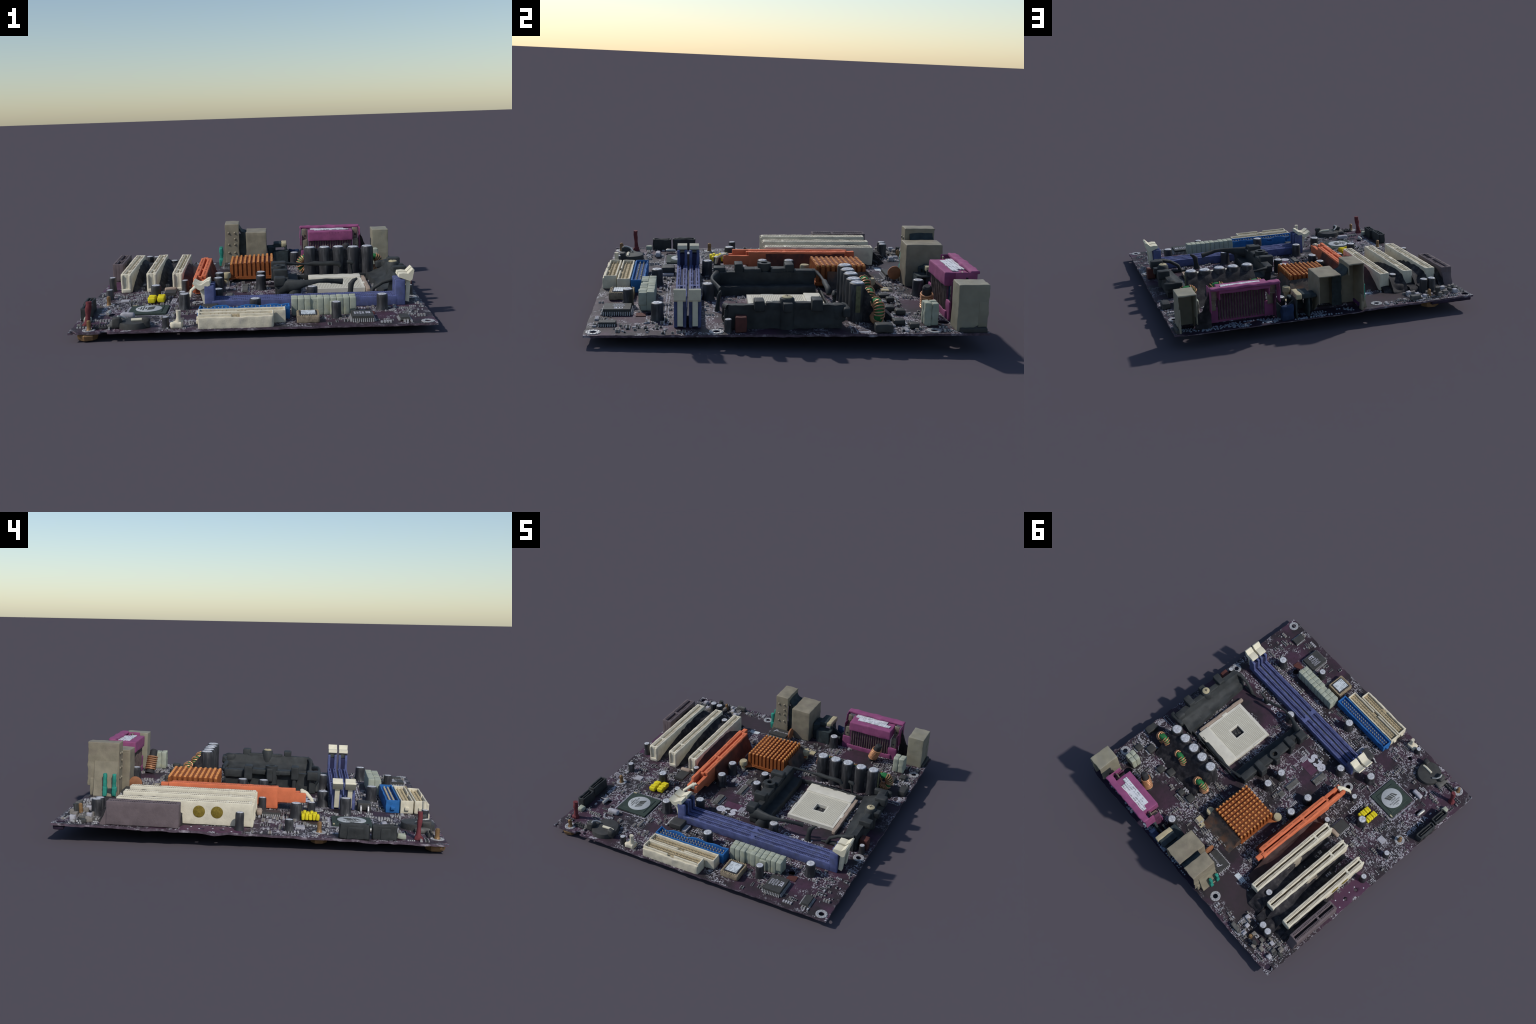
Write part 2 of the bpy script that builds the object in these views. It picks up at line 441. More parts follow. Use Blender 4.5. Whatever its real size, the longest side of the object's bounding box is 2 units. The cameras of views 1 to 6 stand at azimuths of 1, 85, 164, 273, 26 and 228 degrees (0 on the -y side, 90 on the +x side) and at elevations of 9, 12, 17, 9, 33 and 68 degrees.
# ------------------------------------------------------------------ circuit board
XL, XR, YF, YB = -0.990, 0.988, -0.990, 0.985
HOLES = [(0.942, -0.947, .017), (0.942, -0.358, .016), (-0.343, 0.906, .018), (-0.341, -0.352, .016),
         (0.943, 0.714, .02), (-0.953, 0.945, .022), (-0.944, 0.131, .012), (-0.943, 0.230, .012),
         (-0.47, -0.86, .014), (-0.82, -0.60, .016), (0.626, -0.69, .022), (0.80, 0.80, .03)]

def make_board():
    k = Kit(); bm = k.bm
    def axis(a, b, extra):
        n = int((b - a) / 0.022)
        v = [a + (b - a) * i / n for i in range(n + 1)]
        for e in extra:
            v = [x for x in v if abs(x - e) > 0.008] + [e]
        return sorted(v)
    xs = axis(XL, XR, (-0.222, -0.215, 0.945, 0.952))
    ys = axis(YF, YB, (0.838, 0.844))
    def sunk(x, y): return y > 0.841 and -0.218 < x < 0.948
    top, bot = {}, {}
    for i, x in enumerate(xs):
        for j, y in enumerate(ys):
            px, py = x, y
            ex = i in (0, len(xs) - 1); ey = j in (0, len(ys) - 1)
            w = noise.noise(Vector((x * 23, y * 23, 1.3)))
            w2 = noise.noise(Vector((x * 9, y * 9, 7.1)))
            dz = 0.0
            if ex: px += 0.009 * w + (-0.004 if i == 0 else 0.002); dz = -0.004 * abs(w2) - (0.011 * max(0, w2) if i == 0 else 0)
            if ey: py += 0.007 * w + (0.004 if j and -0.218 < x < 0.948 else 0); dz = -0.004 * abs(w2)
            t = -0.011 if sunk(x, y) else dz
            b = -0.016 if sunk(x, y) else -0.011 - (0.006 * abs(w) if (ex or ey) else 0) - (0.015 * max(0, w2) if i == 0 else 0)
            top[i, j] = bm.verts.new((px, py, t)); bot[i, j] = bm.verts.new((px, py, b))
    nx, ny = len(xs) - 1, len(ys) - 1
    for i in range(nx):
        for j in range(ny):
            xm, ym = (xs[i] + xs[i + 1]) / 2, (ys[j] + ys[j + 1]) / 2
            k.face([top[i, j], top[i + 1, j], top[i + 1, j + 1], top[i, j + 1]], 'under' if sunk(xm, ym) else 'board')
            k.face([bot[i, j + 1], bot[i + 1, j + 1], bot[i + 1, j], bot[i, j]], 'under')
    for i in range(nx):
        k.face([bot[i, 0], bot[i + 1, 0], top[i + 1, 0], top[i, 0]], 'edge')
        k.face([top[i, ny], top[i + 1, ny], bot[i + 1, ny], bot[i, ny]], 'edge')
    for j in range(ny):
        k.face([top[0, j], top[0, j + 1], bot[0, j + 1], bot[0, j]], 'edge')
        k.face([bot[nx, j], bot[nx, j + 1], top[nx, j + 1], top[nx, j]], 'edge')
    board = k.done("circuit_board", ROOT, (0, 0, 0), smooth=30)
    c = Kit()
    for x, y, r in HOLES:
        c.lathe(x, y, [(r, -0.06), (r, 0.03)], 20, 'under')
    # the torn bite at the front left corner
    c.prism([(-0.983, -0.962), (-0.966, -0.966), (-0.953, -0.985), (-0.955, -1.01), (-0.968, -0.988), (-0.982, -0.982)], 2, -0.06, 0.03, 'edge')
    # ragged gaps beside the battery
    c.lathe(-0.80, -0.982, [(0.022, -0.06), (0.022, 0.03)], 7, 'edge')
    c.lathe(-0.755, -0.965, [(0.012, -0.06), (0.012, 0.03)], 6, 'edge')
    cut = c.done("hole_cutter", None, (0, 0, 0))
    cut.location = board.location
    md = board.modifiers.new("holes", 'BOOLEAN'); md.object = cut; md.operation = 'DIFFERENCE'; md.solver = 'EXACT'
    cut.parent = ROOT
    dg = bpy.context.evaluated_depsgraph_get()
    me = bpy.data.meshes.new_from_object(board.evaluated_get(dg))
    board.modifiers.clear(); old = board.data; board.data = me
    bpy.data.meshes.remove(old)
    me.name = "circuit_board"
    bpy.data.objects.remove(cut)
    return board
BOARD = make_board()

# rings of tinned copper around the screw holes
src = None
for x, y, r in HOLES[:5] + [(-0.882, -0.357, .016), (-0.889, -0.947, .016)]:
    if src is None:
        k = Kit()
        k.ring(0, 0, 0.0175, 0.036, -0.001, 0.003, 'solder', 30)
        for i in range(10):
            a = i * math.pi / 5
            k.lathe(0.029 * math.cos(a), 0.029 * math.sin(a), [(0.005, 0.002), (0.0045, 0.0045), (0.002, 0.0055)], 8, 'solder')
        src = k.done("screw_hole_ring", BOARD, (0, 0, 0)); put(src, BOARD, (x, y, 0))
    else:
        repeat(src, BOARD, (x, y, 0), turn=R.random())

# solder dots, coloured bluish-dark for the shadow, on the strip under the rear connectors
k = Kit()
for row, yy in enumerate((0.885, 0.905, 0.922, 0.938, 0.955, 0.970)):
    x = -0.19
    while x < 0.93:
        x += R.choice((0.017, 0.017, 0.019, 0.03)) 
        if noise.noise(Vector((x * 6, yy * 20, 2))) < -0.05 or x > 0.935: continue
        r = R.choice((0.0055, 0.0055, 0.006, 0.010))
        k.lathe(x, yy + R.uniform(-.002, .002), [(r * 1.1, -0.012), (r, -0.008), (r * 0.5, -0.006)], 8, 'bluedot')
k.done("solder_point", BOARD, (0.35, 0.95, -0.012), stuff=True)

# spacers below the board
def spacer(x, y, zb, r):
    k = Kit()
    k.lathe(x, y, [(r * 0.62, zb), (r * 0.9, zb + 0.006), (r, -0.026), (r * 0.85, -0.0105)], 7, 'brass', wob=0.2, seed=x)
    k.warp(0.004, 30)
    k.done("brass_spacer", ROOT)
spacer(-0.897, -0.938, -0.0555, 0.056)
spacer(-0.905, -0.357, -0.0475, 0.045)
spacer(-0.718, 0.902, -0.064, 0.062)

k = Kit(); k.rbox(-0.985, -0.70, 0.925, 0.982, -0.034, -0.009, 'under', .008, .02, .007, 22); k.done("sagging_rim", BOARD)
# screws / posts through the spacers
for x, y, h in ((-0.886, -0.947, 0.056), (-0.881, -0.357, 0.057)):
    k = Kit()
    k.lathe(x, y, [(0.018, 0.0), (0.0135, 0.006), (0.011, 0.02), (0.0125, 0.04), (0.011, h - 0.004), (0.006, h)], 10, 'brass', wob=0.15)
    k.done("brass_post", ROOT)
k = Kit(); k.lathe(-0.716, 0.903, [(0.016, 0), (0.012, 0.02), (0.011, 0.044), (0.006, 0.05)], 10, 'brass', wob=0.2); k.done("brass_post", ROOT)
k = Kit(); k.tube([(-0.774, 0.913, 0), (-0.775, 0.912, 0.03), (-0.772, 0.915, 0.058)], [0.02, 0.018, 0.016], 'chip', 10, 0.8); k.warp(.003, 60); k.done("upright_diode", ROOT)
k = Kit(); k.rbox(-0.635, -0.565, 0.925, 0.955, 0, 0.036, 'dustgrey', .006, .012, .004, 50); k.done("surface_crystal", ROOT)

# ------------------------------------------------------------------ slots
def ticks(k, xs, y0, y1, pitch, z, m, w=0.010, gap=None):
    for x in xs:
        y = y0
        while y < y1:
            if not (gap and gap[0] < y < gap[1]):
                k.box(x - w / 2, x + w / 2, y, y + pitch * 0.5, z - 0.002, z + 0.0009, m)
            y += pitch

def long_slot(name, x0, x1, y0, y1, h, m, mg, mc, key, gap=0.014, pitch=0.0105, amp=0.0022, foot=0.0):
    """Card slot running along y: two rails with a groove and a key bridge."""
    xc = (x0 + x1) / 2; g = gap / 2
    k = Kit()
    body = h - 0.03
    wall = lambda a, b, c, d, e, f: k.rbox(a, b, c, d, e, f, m, 0.004, 0.022, amp, 28)
    wall(x0, xc - g, y0, y1, 0.002, h)
    wall(xc + g, x1, y0, y1, 0.002, h)
    e = 0.012
    wall(xc - g - .004, xc + g + .004, y0, y0 + e, 0.002, h - .001)
    wall(xc - g - .004, xc + g + .004, y1 - e, y1, 0.002, h - .001)
    wall(xc - g - .004, xc + g + .004, key - 0.009, key + 0.009, 0.01, h - .0015)
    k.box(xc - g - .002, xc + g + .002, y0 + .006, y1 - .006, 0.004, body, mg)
    ob = k.done(name, ROOT)
    t = Kit()
    off = (x1 - x0) * 0.27
    ticks(t, (xc - off, xc + off), y0 + 0.018, y1 - 0.02, pitch, h, mc, (x1 - x0) * 0.16, (key - 0.01, key + 0.005))
    t.done("slot_contact", ob, stuff=True)
    return ob

for x0, x1, y1, h in ((-0.530, -0.463, 0.680, 0.120), (-0.696, -0.630, 0.683, 0.122), (-0.861, -0.793, 0.685, 0.122)):
    s = long_slot("expansion_slot", x0, x1, -0.010, y1, h, 'ivory', 'slotgap', 'contact', 0.118)
    k = Kit()      # fluted front end with a foot, ragged plastic below
    k.rbox(x0 + .004, x0 + .016, -0.019, -0.006, 0.0, h - .006, 'ivory', .004, .02, .002, 30)
    k.rbox(x1 - .018, x1 - .004, -0.019, -0.006, 0.0, h - .006, 'ivory', .004, .02, .002, 30)
    k.rbox(x0 + .006, x1 - .004, -0.021, -0.006, 0.0, 0.026, 'ivory', .005, .02, .003, 30)
    k.done("slot_end", s)
    if x0 < -0.8:
        for yy in (0.258, 0.166):
            k = Kit()
            k.lathe(0, 0, [(0.031, 0.0), (0.031, 0.002), (0.029, 0.003)], 24, 'olive')
            for v in k.bm.verts: v.co = Vector((-0.8605 - v.co.z, yy + v.co.x, 0.070 + v.co.y))
            k.done("brass_disc", s)
long_slot("brown_riser_slot", -0.974, -0.900, 0.345, 0.712, 0.123, 'brown', 'browndark', 'browndark', 0.49, gap=0.018, pitch=0.012)

# ragged brown fill where the scan joins the riser slot to the board
k = Kit(); k.prism([(0.70, 0.0), (0.745, 0.0), (0.705, 0.10)], 0, -0.968, -0.905, 'brown'); k.divide(.03); k.warp(.004, 30); k.done("slot_foot", ROOT)

# graphics slot (orange): rails of different length, overhanging nose
k = Kit()
X0, X1, XC = -0.378, -0.302, -0.342
lump = dict(r=.004, step=.022, amp=.002, freq=26)
k.rbox(X0, XC - .006, -0.128, 0.490, 0.004, 0.125, 'orange', **lump)
k.rbox(X0, XC - .014, -0.226, -0.120, 0.042, 0.125, 'orange', **lump)
k.rbox(X0, XC - .014, -0.284, -0.215, 0.045, 0.099, 'orange', **lump)
k.rbox(XC + .006, X1, -0.128, 0.478, 0.004, 0.123, 'orange', **lump)
k.rbox(XC + .014, X1, -0.282, -0.118, 0.042, 0.099, 'orange', **lump)
k.rbox(XC - .016, XC + .016, -0.142, -0.122, 0.03, 0.118, 'orange', **lump)
k.rbox(XC - .010, XC + .010, 0.085, 0.105, 0.03, 0.122, 'orange', **lump)
k.rbox(XC - .010, XC + .010, 0.462, 0.482, 0.03, 0.122, 'orange', **lump)
k.rbox(-0.366, -0.332, 0.478, 0.535, 0.085, 0.119, 'orange', **lump)
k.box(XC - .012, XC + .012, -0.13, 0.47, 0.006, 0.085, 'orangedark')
k.box(XC - .020, XC + .020, -0.275, -0.13, 0.044, 0.064, 'orangedark')
agp = k.done("graphics_slot", ROOT)
t = Kit(); ticks(t, (-0.363, -0.318), -0.11, 0.455, 0.0098, 0.1245, 'orangedark', 0.009, (0.083, 0.1))
for v in t.bm.verts:
    if v.co.x > -0.34: v.co.z -= 0.002
t.done("slot_contact", agp, stuff=True)
k = Kit()          # cream latch at the nose
k.rbox(-0.350, -0.318, -0.285, -0.252, 0.07, 0.110, 'clip', .008, .012, .002, 40)
k.tube([(-0.318, -0.258, 0.108), (-0.345, -0.285, 0.098), (-0.384, -0.318, 0.068), (-0.392, -0.325, 0.03)], [0.008, 0.009, 0.008, 0.006], 'clip', 8, 1.5)
k.done("slot_latch", agp)

# memory sockets: two side by side along x
def memory_socket(y0, y1, key):
    k = Kit()
    xa, xb, h = -0.243, 0.832, 0.057
    yc = (y0 + y1) / 2; g = 0.0065
    lump = dict(r=.004, step=.025, amp=.0025, freq=24)
    k.rbox(xa, xb, y0, yc - g, 0.0, h, 'violet', **lump)
    k.rbox(xa, xb, yc + g, y1, 0.0, h, 'violet', **lump)
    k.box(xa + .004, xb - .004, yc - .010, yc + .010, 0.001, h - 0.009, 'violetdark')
    k.rbox(key - .014, key + .014, yc - .012, yc + .012, 0.01, h - .001, 'violet', **lump)
    # upright guides at either end
    k.rbox(xb - .012, xb + .044, y0 + .001, y0 + .018, 0, 0.150, 'violet', **lump)
    k.rbox(xb - .012, xb + .044, y1 - .018, y1 - .001, 0, 0.150, 'violet', **lump)
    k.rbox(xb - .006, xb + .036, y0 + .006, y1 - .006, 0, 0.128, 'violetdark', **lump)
    k.rbox(xa - .042, xa + .016, y0 + .001, y0 + .018, 0, 0.146, 'violet', **lump)
    k.rbox(xa - .042, xa + .016, y1 - .018, y1 - .001, 0, 0.146, 'violet', **lump)
    k.rbox(xa - .034, xa + .008, y0 + .006, y1 - .006, 0, 0.125, 'violetdark', **lump)
    ob = k.done("memory_socket", ROOT)
    t = Kit()
    for yy in (y0 + .014, y1 - .014):
        x = xa + 0.04
        while x < xb - 0.03:
            if abs(x - key) > 0.018:
                t.box(x, x + .0052, yy - .0035, yy + .0035, h - .002, h + .0009, 'violetdark')
            x += 0.0108
    t.done("socket_contact", ob, stuff=True)
    # cream latches
    k = Kit()
    prof = [(0.838, 0.165), (0.905, 0.140), (0.918, 0.150), (0.930, 0.205), (0.922, 0.210), (0.893, 0.182), (0.868, 0.186), (0.842, 0.183)]
    k.prism(prof, 1, y0, y1 - .004, 'clip')
    k.prism([(0.878, 0.02), (0.900, 0.015), (0.912, 0.15), (0.885, 0.15)], 1, yc - .013, yc + .013, 'clip')
    k.bevel(.003, 1); k.warp(.0015, 60)
    k.done("memory_latch", ob)
    k = Kit()
    prof = [(-0.250, 0.150), (-0.252, 0.174), (-0.268, 0.172), (-0.300, 0.150), (-0.318, 0.150), (-0.346, 0.168), (-0.352, 0.160), (-0.326, 0.128), (-0.310, 0.120)]
    k.prism(prof[::-1], 1, y0 + .002, y1 - .003, 'clip')
    k.prism([(-0.288, 0.012), (-0.270, 0.015), (-0.285, 0.14), (-0.315, 0.132)], 1, yc - .013, yc + .013, 'clip')
    k.bevel(.003, 1); k.warp(.0015, 60)
    k.done("memory_latch", ob)
memory_socket(-0.564, -0.502, 0.268)
memory_socket(-0.491, -0.430, 0.255)
k = Kit(); k.box(-0.235, 0.825, -0.505, -0.489, 0.0, 0.047, 'greybed'); k.done("gap_filler", ROOT)

# ------------------------------------------------------------------ drive headers and power
def header(name, x0, x1, y0, y1, h, m, mfloor, mpin, ragged=0.0, notch=True):
    k = Kit(); w = 0.009
    lump = dict(r=.003, step=.016, amp=.0022, freq=40)
    def sag(p):
        if ragged and p.z > h * 0.5:
            f = noise.noise(Vector((p.x * 14, 3.1, 0)))
            p = Vector((p.x, p.y - 0.012 * max(0, f), p.z - ragged * max(0, f + .15) * (p.z / h)))
        return p
    k.rbox(x0, x1, y1 - w, y1, 0, h, m, lean=sag, **lump)
    if notch:
        xm = (x0 + x1) / 2
        k.rbox(x0, xm - .022, y0, y0 + w, 0, h, m, **lump)
        k.rbox(xm + .022, x1, y0, y0 + w, 0, h, m, **lump)
        k.rbox(xm - .03, xm + .03, y0 + .001, y0 + w - .001, 0, h * 0.72, m, **lump)
    else:
        k.rbox(x0, x1, y0, y0 + w, 0, h, m, **lump)
    k.rbox(x0, x0 + w, y0, y1, 0, h + .001, m, **lump)
    k.rbox(x1 - w, x1, y0, y1, 0, h + .001, m, **lump)
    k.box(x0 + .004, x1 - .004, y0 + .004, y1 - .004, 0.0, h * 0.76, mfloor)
    k.rbox(x0 - .012, x0 + .004, (y0 + y1) / 2 - .012, (y0 + y1) / 2 + .012, 0.018, 0.038, m, .004, .02)
    ob = k.done(name, ROOT)
    t = Kit(); n = int((x1 - x0 - 0.05) / 0.0205)
    for r in (-1, 1):
        for i in range(n + 1):
            x = x0 + 0.025 + (x1 - x0 - 0.05) * i / n
            y = (y0 + y1) / 2 + r * 0.011
            t.box(x - .003, x + .003, y - .003, y + .003, h * 0.6, h * 0.94 + R.uniform(-.003, .003), mpin, .0008)
            t.box(x - .0075, x - .0035, y - .005, y + .005, h * 0.6, h * 0.765, 'pindark')
    t.done("header_pin", ob, stuff=True)
    return ob
header("blue_drive_header", -0.300, 0.205, -0.815, -0.738, 0.072, 'blue', 'bluedark', 'pin', 0.022, notch=False)
header("white_drive_header", -0.298, 0.180, -0.893, -0.821, 0.072, 'white', 'tanfloor', 'pin')
header("white_drive_header", -0.294, 0.115, -0.970, -0.900, 0.074, 'white', 'tanfloor', 'pin')
# the ragged white face toward the board edge
k = Kit(); k.rbox(-0.292, 0.110, -0.981, -0.966, -0.004, 0.060, 'white', .004, .014, .006, 22); k.done("header_skirt", ROOT)

k = Kit()
lump = dict(r=.004, step=.013, amp=.0016, freq=40)
cw = (0.577 - 0.215) / 10
for i in range(10):
    xa = 0.215 + cw * i
    k.rbox(xa + .0008, xa + cw - .0008, -0.7095, -0.670, 0.0, 0.100 + R.uniform(-.001, .0015), 'pale', **lump)
    if i == 3:
        continue
    k.rbox(xa + .0008, xa + cw - .0008, -0.750, -0.7105, 0.0 if i < 9 else 0.03, 0.098 + R.uniform(-.001, .0015), 'pale', **lump)
k.rbox(0.22, 0.572, -0.742, -0.676, 0.0, 0.094, 'pale', **lump)
k.rbox(0.43, 0.475, -0.758, -0.742, 0.0, 0.080, 'pale', **lump)
k.done("power_connector", ROOT)

k = Kit()
for xa in (0.785, 0.827):
    for ya in (0.684, 0.720):
        k.rbox(xa, xa + .0405, ya, ya + .0345, 0, 0.117 + R.uniform(-.002, .004), 'pale', r=.007, step=.012, amp=.004, freq=45)
k.rbox(0.79, 0.862, 0.69, 0.75, 0, 0.110, 'pale', r=.006, step=.02)
k.done("processor_power_connector", ROOT)

# ------------------------------------------------------------------ processor socket
k = Kit()
SX0, SX1, SY0, SY1 = 0.348, 0.686, -0.178, 0.224
HX0, HX1, HY0, HY1 = 0.480, 0.556, -0.048, 0.026
gy1 = 0.138
h = 0.0265
for a in ((SX0, HX0, SY0, gy1), (HX1, SX1, SY0, gy1), (HX0 - .0002, HX1 + .0002, SY0, HY0), (HX0 - .0002, HX1 + .0002, HY1, gy1)):
    k.box(*a, 0.0, h, 'socket', 0)
k.rbox(SX0, SX1 + .002, gy1 - .004, SY1, 0.0, 0.037, 'socket', .005, .022, .0015, 25)
k.rbox(SX0 - .004, SX0 + .008, -0.10, -0.03, 0.012, h + .002, 'socket', .003, .02)
k.rbox(SX1 - .008, SX1 + .012, -0.05, -0.005, 0.012, h + .003, 'socket', .004, .02)
k.rbox(SX1 - .006, SX1 + .003, 0.03, 0.12, 0.012, h + .001, 'socket', .003, .02)
for xx in (0.43, 0.53, 0.63):
    k.box(xx - .014, xx + .014, SY1 - .012, SY1 - .007, 0.030, 0.0378, 'ink')
SOCK = k.done("processor_socket", ROOT)
k = Kit()
b = 0.018
for a in ((SX0 + b, HX0 - .008, SY0 + b, gy1 - .014), (HX1 + .008, SX1 - b, SY0 + b, gy1 - .014),
          (HX0 - .008, HX1 + .008, SY0 + b, HY0 - .008), (HX0 - .008, HX1 + .008, HY1 + .008, gy1 - .014)):
    k.box(*a, h - .003, h + .0012, 'sockgrid')
k.done("pin_grid", SOCK, (0.517, -0.01, 0))
k = Kit(); k.rbox(0.690, 0.716, -0.215, 0.195, 0.002, 0.028, 'tan', .004, .02, .0025, 30); k.done("socket_lever", SOCK)
k = Kit()
k.box(HX0 + .002, HX1 - .002, HY0 + .002, HY1 - .002, 0, .003, 'smdblack')  # black plate laid in to darken the socket opening
for i in range(6):
    x, y = R.uniform(.49, .545), R.uniform(-.04, .015)
    k.box(x - .006, x + .006, y - .004, y + .004, 0, .008, R.choice(('dustgrey', 'chip')))
k.done("socket_capacitor", SOCK, stuff=True)

# ------------------------------------------------------------------ black cooler bracket
k = Kit()
lump = dict(r=.007, step=.016, amp=.0032, freq=26)
# right rail: low shelf, leaning wall
k.prism([(0.752, 0.0), (0.900, 0.0), (0.895, 0.119), (0.858, 0.119), (0.838, 0.070), (0.795, 0.041), (0.762, 0.035)][::-1], 1, -0.300, 0.262, 'black')
for v in k.bm.verts:
    if v.co.x < .80: v.co.x -= 0.09 * (v.co.y + .02)      # the inner edge runs slightly askew
k.divide(.024); k.warp(.006, 26)
k.rbox(0.856, 0.896, -0.115, 0.125, 0.09, 0.131, 'black', **lump)
for ya, yb, xo, zt in ((-0.176, -0.126, 0.944, 0.151), (0.105, 0.158, 0.940, 0.156)):
    k.rbox(0.858, xo, ya, yb, 0.098, zt, 'black', **lump)
k.rbox(0.84, 0.90, 0.205, 0.285, 0.03, 0.122, 'black', r=.022, step=.014, amp=.005, freq=26)
k.rbox(0.80, 0.925, 0.262, 0.298, 0.06, 0.108, 'black', r=.012, step=.014, amp=.005, freq=26)
k.lathe(0.878, -0.012, [(0.042, 0.0), (0.040, 0.10), (0.036, 0.148), (0.030, 0.154)], 20, 'black', wob=.06)
k.rbox(0.88, 0.945, -0.035, 0.012, 0.095, 0.140, 'black', **lump)
# front corner curl
k.tube([(0.875, -0.295, 0.10), (0.83, -0.312, 0.100), (0.775, -0.315, 0.085), (0.72, -0.312, 0.05), (0.70, -0.312, 0.0)], [0.02, 0.015, 0.012, 0.012, 0.014], 'black', 8)
k.prism([(0.80, 0.0), (0.885, 0.0), (0.885, 0.095), (0.82, 0.09)], 1, -0.318, -0.296, 'black')
RAIL = k.done("cooler_bracket", ROOT, smooth=50)
k = Kit()
k.lathe(0.878, -0.012, [(0.026, 0.150), (0.027, 0.158), (0.018, 0.163), (0.006, 0.164)], 20, 'khaki')
k.box(0.866, 0.890, -0.0145, -0.0095, 0.160, 0.1645, 'pindark'); k.box(0.8755, 0.8805, -0.023, -0.001, 0.1598, 0.1643, 'pindark')
k.done("bracket_screw", RAIL)

k = Kit()
k.prism([(0.165, 0.0), (0.274, 0.0), (0.273, 0.047), (0.268, 0.052), (0.208, 0.050), (0.206, 0.118), (0.166, 0.118)], 1, -0.335, 0.215, 'black')
k.divide(.024); k.warp(.005, 26)
k.rbox(0.132, 0.204, -0.125, -0.085, 0.105, 0.136, 'black', **lump)
k.rbox(0.132, 0.204, -0.19, -0.10, 0.108, 0.135, 'black', **lump)
k.rbox(0.135, 0.204, -0.035, 0.055, 0.105, 0.138, 'black', **lump)
k.rbox(0.118, 0.206, -0.236, -0.190, 0.085, 0.164, 'black', **lump)
k.rbox(0.105, 0.200, 0.048, 0.098, 0.075, 0.160, 'black', **lump)
k.rbox(0.150, 0.204, 0.095, 0.225, 0.08, 0.128, 'black', **lump)
k.rbox(0.122, 0.190, -0.355, -0.288, 0.085, 0.139, 'black', **lump)
k.rbox(0.14, 0.20, -0.345, -0.30, 0.0, 0.09, 'black', **lump)
k.ring(0.157, -0.068, 0.019, 0.038, 0.05, 0.162, 'black', 22)
k.lathe(0.157, -0.068, [(0.020, 0.04), (0.020, 0.135)], 16, 'pindark')
k.rbox(0.104, 0.135, -0.080, -0.040, 0.07, 0.150, 'black', **lump)
for ya in (-0.21, -0.065, 0.075):
    k.rbox(0.125, 0.172, ya - .012, ya + .012, 0.0, 0.10, 'black', **lump)
L2 = k.done("cooler_bracket", ROOT, smooth=50)

# front arm, broken off in mid-air, and a lone spike
k = Kit()
k.tube([(0.15, -0.32, 0.06), (0.19, -0.335, 0.085), (0.25, -0.352, 0.090), (0.31, -0.365, 0.105), (0.385, -0.368, 0.116), (0.43, -0.358, 0.114), (0.48, -0.343, 0.108), (0.534, -0.327, 0.100)],
       [0.045, 0.045, 0.036, 0.020, 0.012, 0.013, 0.015, 0.019], 'black', 10, 0.55)
k.tube([(0.24, -0.345, 0.0), (0.25, -0.35, 0.05), (0.27, -0.355, 0.10)], [0.05, 0.035, 0.02], 'black', 10, 0.5)
k.warp(.004, 30)
k.done("bracket_arm", L2, smooth=60)
k = Kit()
k.tube([(0.575, -0.345, 0.0), (0.578, -0.340, 0.045), (0.585, -0.335, 0.085), (0.60, -0.33, 0.105), (0.622, -0.325, 0.117)], [0.024, 0.016, 0.017, 0.014, 0.006], 'black', 8, 0.6)
k.tube([(0.66, -0.315, 0.006), (0.70, -0.310, 0.008), (0.77, -0.310, 0.014)], [0.007, 0.010, 0.016], 'black', 8)
k.warp(.003, 40)
k.done("bracket_arm", RAIL, smooth=60)
# rear walls: low wall behind the socket, floating bar with its spring clip above it
k = Kit()
k.rbox(0.225, 0.765, 0.236, 0.246, 0.0, 0.034, 'black', .004, .02, .004, 24)
k.divide(.03)
k.tube([(0.185, 0.200, 0.118), (0.20, 0.228, 0.114), (0.27, 0.240, 0.109), (0.35, 0.245, 0.106)], [0.014, 0.011, 0.008, 0.008], 'black', 8)
k.tube([(0.34, 0.246, 0.104), (0.39, 0.246, 0.108), (0.45, 0.245, 0.105), (0.51, 0.244, 0.107), (0.552, 0.243, 0.102), (0.566, 0.243, 0.085)], [0.008, 0.015, 0.014, 0.016, 0.017, 0.013], 'black', 8)
k.tube([(0.61, 0.262, 0.110), (0.64, 0.258, 0.108), (0.652, 0.256, 0.098)], [0.010, 0.015, 0.010], 'black', 8)
k.tube([(0.63, 0.262, 0.10), (0.64, 0.262, 0.05), (0.65, 0.26, 0.0)], [0.012, 0.008, 0.008], 'black', 6)
k.warp(.003, 40)
k.done("bracket_rear_bar", L2, smooth=60)

# ------------------------------------------------------------------ heatsink
k = Kit()
BX0, BX1, BY0, BY1 = -0.176, 0.122, 0.230, 0.530
def pin_top(x): return 0.121 + 0.013 * (x - BX0) / (BX1 - BX0)
k.box(-0.14, 0.09, 0.26, 0.50, 0.0, 0.018, 'chip')
k.box(BX0, BX1, BY0, BY1, 0.018, 0.038, 'copper')
n = 10
pt = (BX1 - BX0) / n
core = Kit()
for i in range(n):
    x0 = BX0 + pt * i
    zc = pin_top(x0) + 0.001
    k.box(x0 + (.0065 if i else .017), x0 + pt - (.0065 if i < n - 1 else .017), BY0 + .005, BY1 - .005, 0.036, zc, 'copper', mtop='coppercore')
    yp = (BY1 - BY0) / n
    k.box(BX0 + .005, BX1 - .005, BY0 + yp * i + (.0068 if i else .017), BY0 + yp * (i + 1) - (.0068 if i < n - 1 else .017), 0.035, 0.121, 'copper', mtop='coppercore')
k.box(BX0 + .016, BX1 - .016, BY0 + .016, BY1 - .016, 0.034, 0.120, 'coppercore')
HS = k.done("chipset_heatsink", ROOT)
src = None; c = 0
